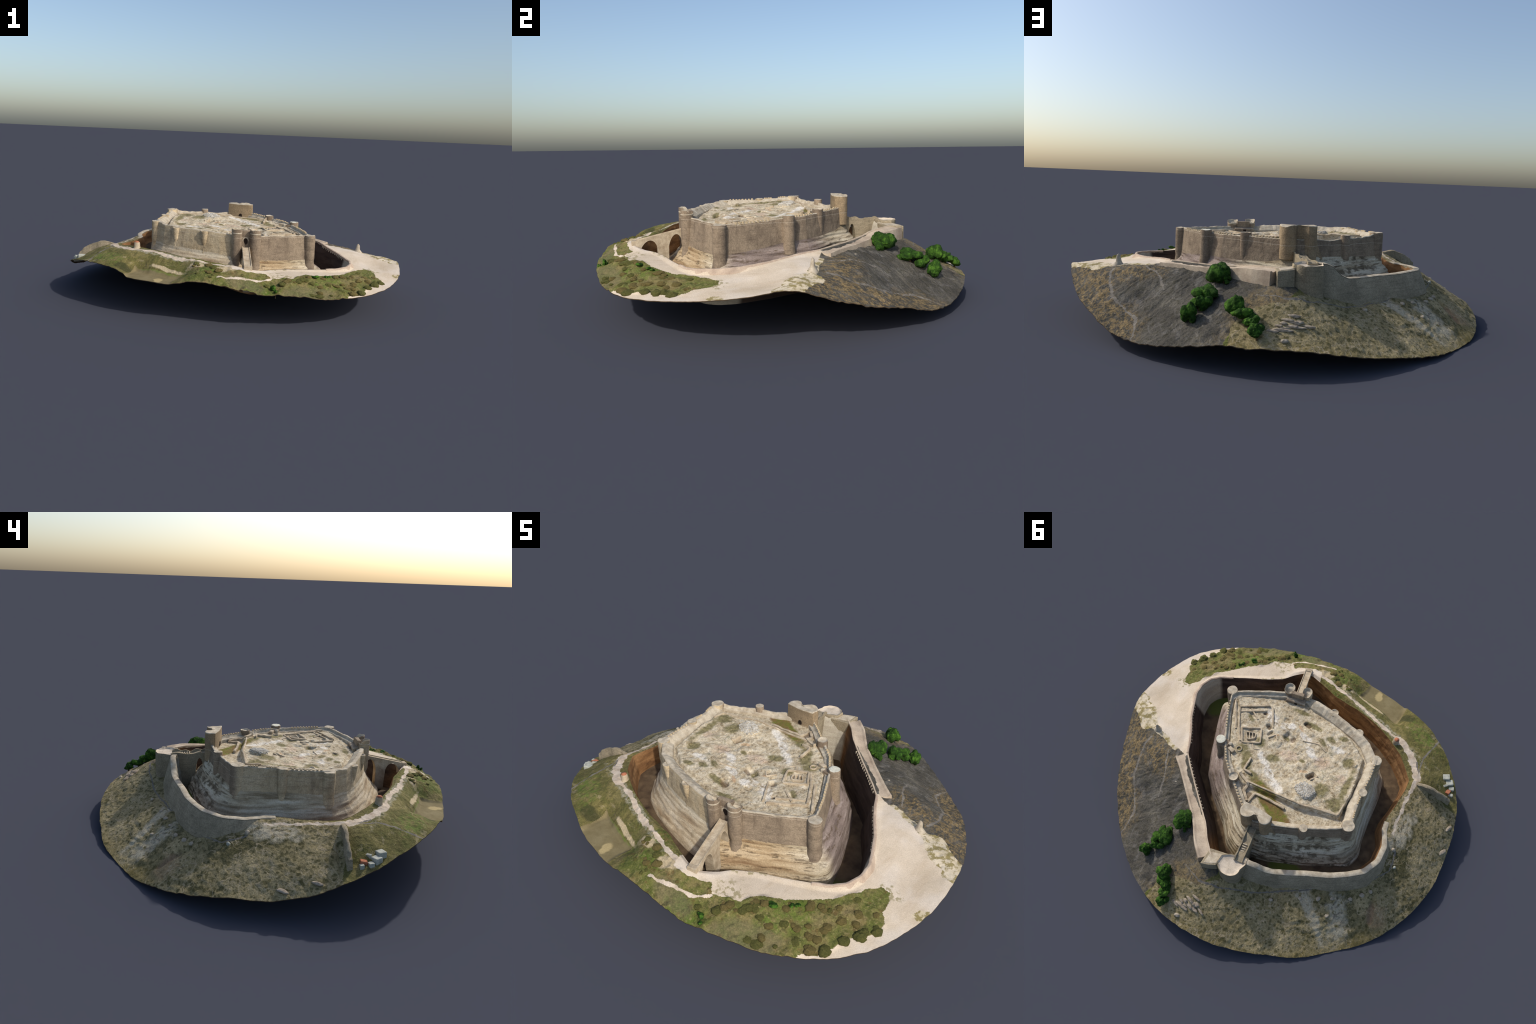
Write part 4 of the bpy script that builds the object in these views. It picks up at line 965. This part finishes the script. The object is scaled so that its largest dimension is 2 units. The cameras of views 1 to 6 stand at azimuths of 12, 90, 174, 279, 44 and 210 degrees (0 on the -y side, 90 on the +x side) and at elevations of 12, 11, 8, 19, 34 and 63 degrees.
def tree(x, y, ztop, rx, ry, rot, seed, name='tree', mat=None):
    z0 = ground(x, y); h = max(ztop - z0, rx * .6)
    V, F = crown(seed)
    ob = add(name, V * np.array([rx * 1.2, ry * 1.2, h * .58]), F, mat or LEAF)
    ob.location = (x, y, ztop - h * .58); ob.rotation_euler = (0, 0, rot)
    a = np.arange(10) * 2 * np.pi / 10
    T = np.array([[(q * rx * math.cos(t), q * rx * math.sin(t), zz) for t in a] for q, zz in ((.22, -h * .56 - .02), (.16, -h * .3), (.14, 0))]).reshape(-1, 3)
    add('trunk', T, grid_faces(10, 3, True), m_trunk, ob)
    return ob
m_trunk = m_plain('bark', (70, 58, 40), (98, 82, 60), 60)
tree(.288, .455, .328, .050, .046, 2.3, 401)
tree(.262, .480, .290, .034, .030, 2.3, 412)
tree(.335, .575, .258, .050, .048, 1.9, 402)
tree(.352, .625, .226, .036, .036, .9, 413)
tree(.385, .668, .214, .034, .034, .3, 403)
tree(.212, .728, .254, .040, .044, .6, 404)
tree(.190, .762, .214, .034, .032, .6, 414)
tree(.164, .792, .200, .038, .032, 1.2, 405)
tree(.146, .850, .178, .030, .028, .2, 406)
tree(.562, -.625, .250, .019, .016, .4, 407)
tree(.610, -.580, .240, .013, .011, .4, 408)
tree(.626, -.560, .238, .011, .010, .4, 409)
tree(.383, -.822, .232, .013, .011, .4, 410)
tree(.400, -.840, .212, .012, .011, .4, 411)

def bushes():
    protos = [lump(500 + i, .5, 2.4, 12) for i in range(5)]; meshes = {}
    spots = [(.893, -.44, .020), (.862, -.50, .024), (.83, -.55, .020), (.80, -.62, .022), (.76, -.655, .018), (.74, -.46, .014), (.69, -.50, .014), (.655, -.52, .015), (.60, -.60, .014), (.53, -.64, .018), (.50, -.69, .020), (.44, -.73, .018)]
    while len(spots) < 64:
        x, y = rng.uniform(-.05, .90), rng.uniform(-.92, -.28); r = math.hypot(x, y); a = math.atan2(y, x) % (2 * math.pi)
        rr = float(np.interp(a, TH, rim_r)); rl = float(np.interp(a, TH, lip_r))
        X, Y = np.array([x]), np.array([y])
        if r > rr - .02 or r < rl + .05 or signed(ROADP, X, Y)[0] > -.012 or min(line_dist(p, X, Y)[0] for p, w in TRAILS) < .02 or signed(FIELDP, X, Y)[0] > -.03: continue
        spots.append((x, y, rng.uniform(.008, .020)))
    for i, (x, y, s) in enumerate(spots):
        k = (i % 5, rng.random() < .55)
        if k not in meshes:
            V, F = protos[k[0]]; ob = add('bush', V, F, DRYBUSH if k[1] else GREENBUSH); meshes[k] = ob.data
        else:
            ob = bpy.data.objects.new('bush', meshes[k]); bpy.context.scene.collection.objects.link(ob); ob.parent = ROOT
        ob.location = (x, y, ground(x, y) + s * .05); ob.scale = (s * rng.uniform(.9, 1.3), s, s * rng.uniform(.45, .65)); ob.rotation_euler = (0, 0, rng.uniform(0, 6.3))
bushes()

def boulder(x, y, rx, ry, rz, rot=0, mat=BOULDER, name='boulder', seed=0, lift=.0, seg=12):
    V, F = lump(seed + 600, .45, 1.5, seg); ob = add(name, V * np.array([rx, ry, rz]), F, mat)
    ob.location = (x, y, ground(x, y) + lift); ob.rotation_euler = (0, 0, rot); return ob
boulder(-.722, -.019, .013, .010, .011, .3, seed=1); boulder(-.773, .05, .009, .009, .011, .3, WHITE, seed=2)
for i in range(16):                                              # rock outcrop beds on the north-east foot
    f = rng.random(); boulder(.09 - .13 * f + rng.normal() * .012, .812 - .05 * f + rng.normal() * .020, rng.uniform(.014, .034), rng.uniform(.006, .011), rng.uniform(.004, .009), -.30 + .15 * rng.normal(), mat=STRATA, seed=10 + i % 6, lift=-.002)
for (x, y, s) in [(-.316, .539, .011), (-.44, .45, .012), (-.52, .40, .014), (-.58, .36, .011), (-.66, .31, .012), (-.70, .26, .014), (-.73, .22, .012), (-.60, .44, .012), (.46, .30, .006), (.05, .86, .014)]:
    boulder(x, y, s, s * .8, s * .6, x * 9, seed=int(abs(x) * 100) % 7)

# sentry hut beside the footpath, rock spike by the road
def hut():
    a = np.arange(24) * 2 * np.pi / 24; prof = [(.022, .285), (.019, .292), (.0165, .305), (.0165, .318), (.014, .327), (.008, .332), (.001, .333)]
    V = np.array([[(-.440 + r * math.cos(t), -.560 + r * math.sin(t), z) for t in a] for r, z in prof]); V[..., :2] += .002 * fbm(V, 60, 2, 201)[..., None]
    F = grid_faces(24, len(prof), True); Vf = V.reshape(-1, 3); N = vert_normals(Vf, F); k = np.arange(len(F)) // 24
    ob = sub('sentry_hut', Vf, F, N, k < 4, RUIN); sub('hut_roof', Vf, F, N, k >= 4, TILE).parent = ob
hut()
def spike():
    a = np.arange(20) * 2 * np.pi / 20; prof = [(.030, .232), (.019, .248), (.011, .262), (.0085, .280), (.0065, .292), (.001, .297)]
    V = np.array([[(.748 + (r * 1.25) * math.cos(t), .088 + r * math.sin(t), z) for t in a] for r, z in prof]); V[..., :2] += .003 * fbm(V, 70, 2, 202)[..., None]; V[..., 2] += .003 * fbm(V, 90, 2, 203)
    add('rock_spike', V.reshape(-1, 3), grid_faces(20, len(prof), True), BOULDER)
spike()

# ruined wall running down the western slope and the broken houses at its end
def west_ruins():
    rows = [(-.655, -.408, .280), (-.69, -.412, .284), (-.735, -.420, .288), (-.765, -.425, .272), (-.80, -.432, .258), (-.83, -.440, .240), (-.858, -.448, .216)]
    sweep('ruined_wall', rows, lambda q: [(-.011, q[2] - .055), (-.008, q[2] - .003), (-.004, q[2]), (.004, q[2]), (.008, q[2] - .003), (.010, q[2] - .05)], STONE_OUT, amp=.006, seed=211)
    def box(cx, cy, a, b, rot, z1):
        c, q = math.cos(rot), math.sin(rot); z0 = ground(cx, cy) - .02
        prism('broken_house', [(cx + c * u - q * v, cy + q * u + c * v) for u, v in ((-a, -b), (a, -b), (a, b), (-a, b))], z0, [z1, z1 - .004, z1 - .008, z1 - .002], WHITE, bev=b * .22, taper=1.1)
    box(-.776, -.562, .020, .016, .5, .232); box(-.808, -.546, .019, .015, .7, .220); box(-.832, -.525, .014, .010, .4, .206); box(-.795, -.515, .012, .006, .9, .222); box(-.845, -.490, .012, .008, .3, .200)

    prism('tile_patch', [(-.835, -.485), (-.812, -.482), (-.815, -.510), (-.838, -.512)], .175, .205, TILE, bev=.003)
    boulder(-.955, -.20, .026, .012, .008, 1.1, STRATA, seed=33); boulder(-.925, -.33, .024, .010, .007, 1.2, STRATA, 'boulder', 34)
west_ruins()
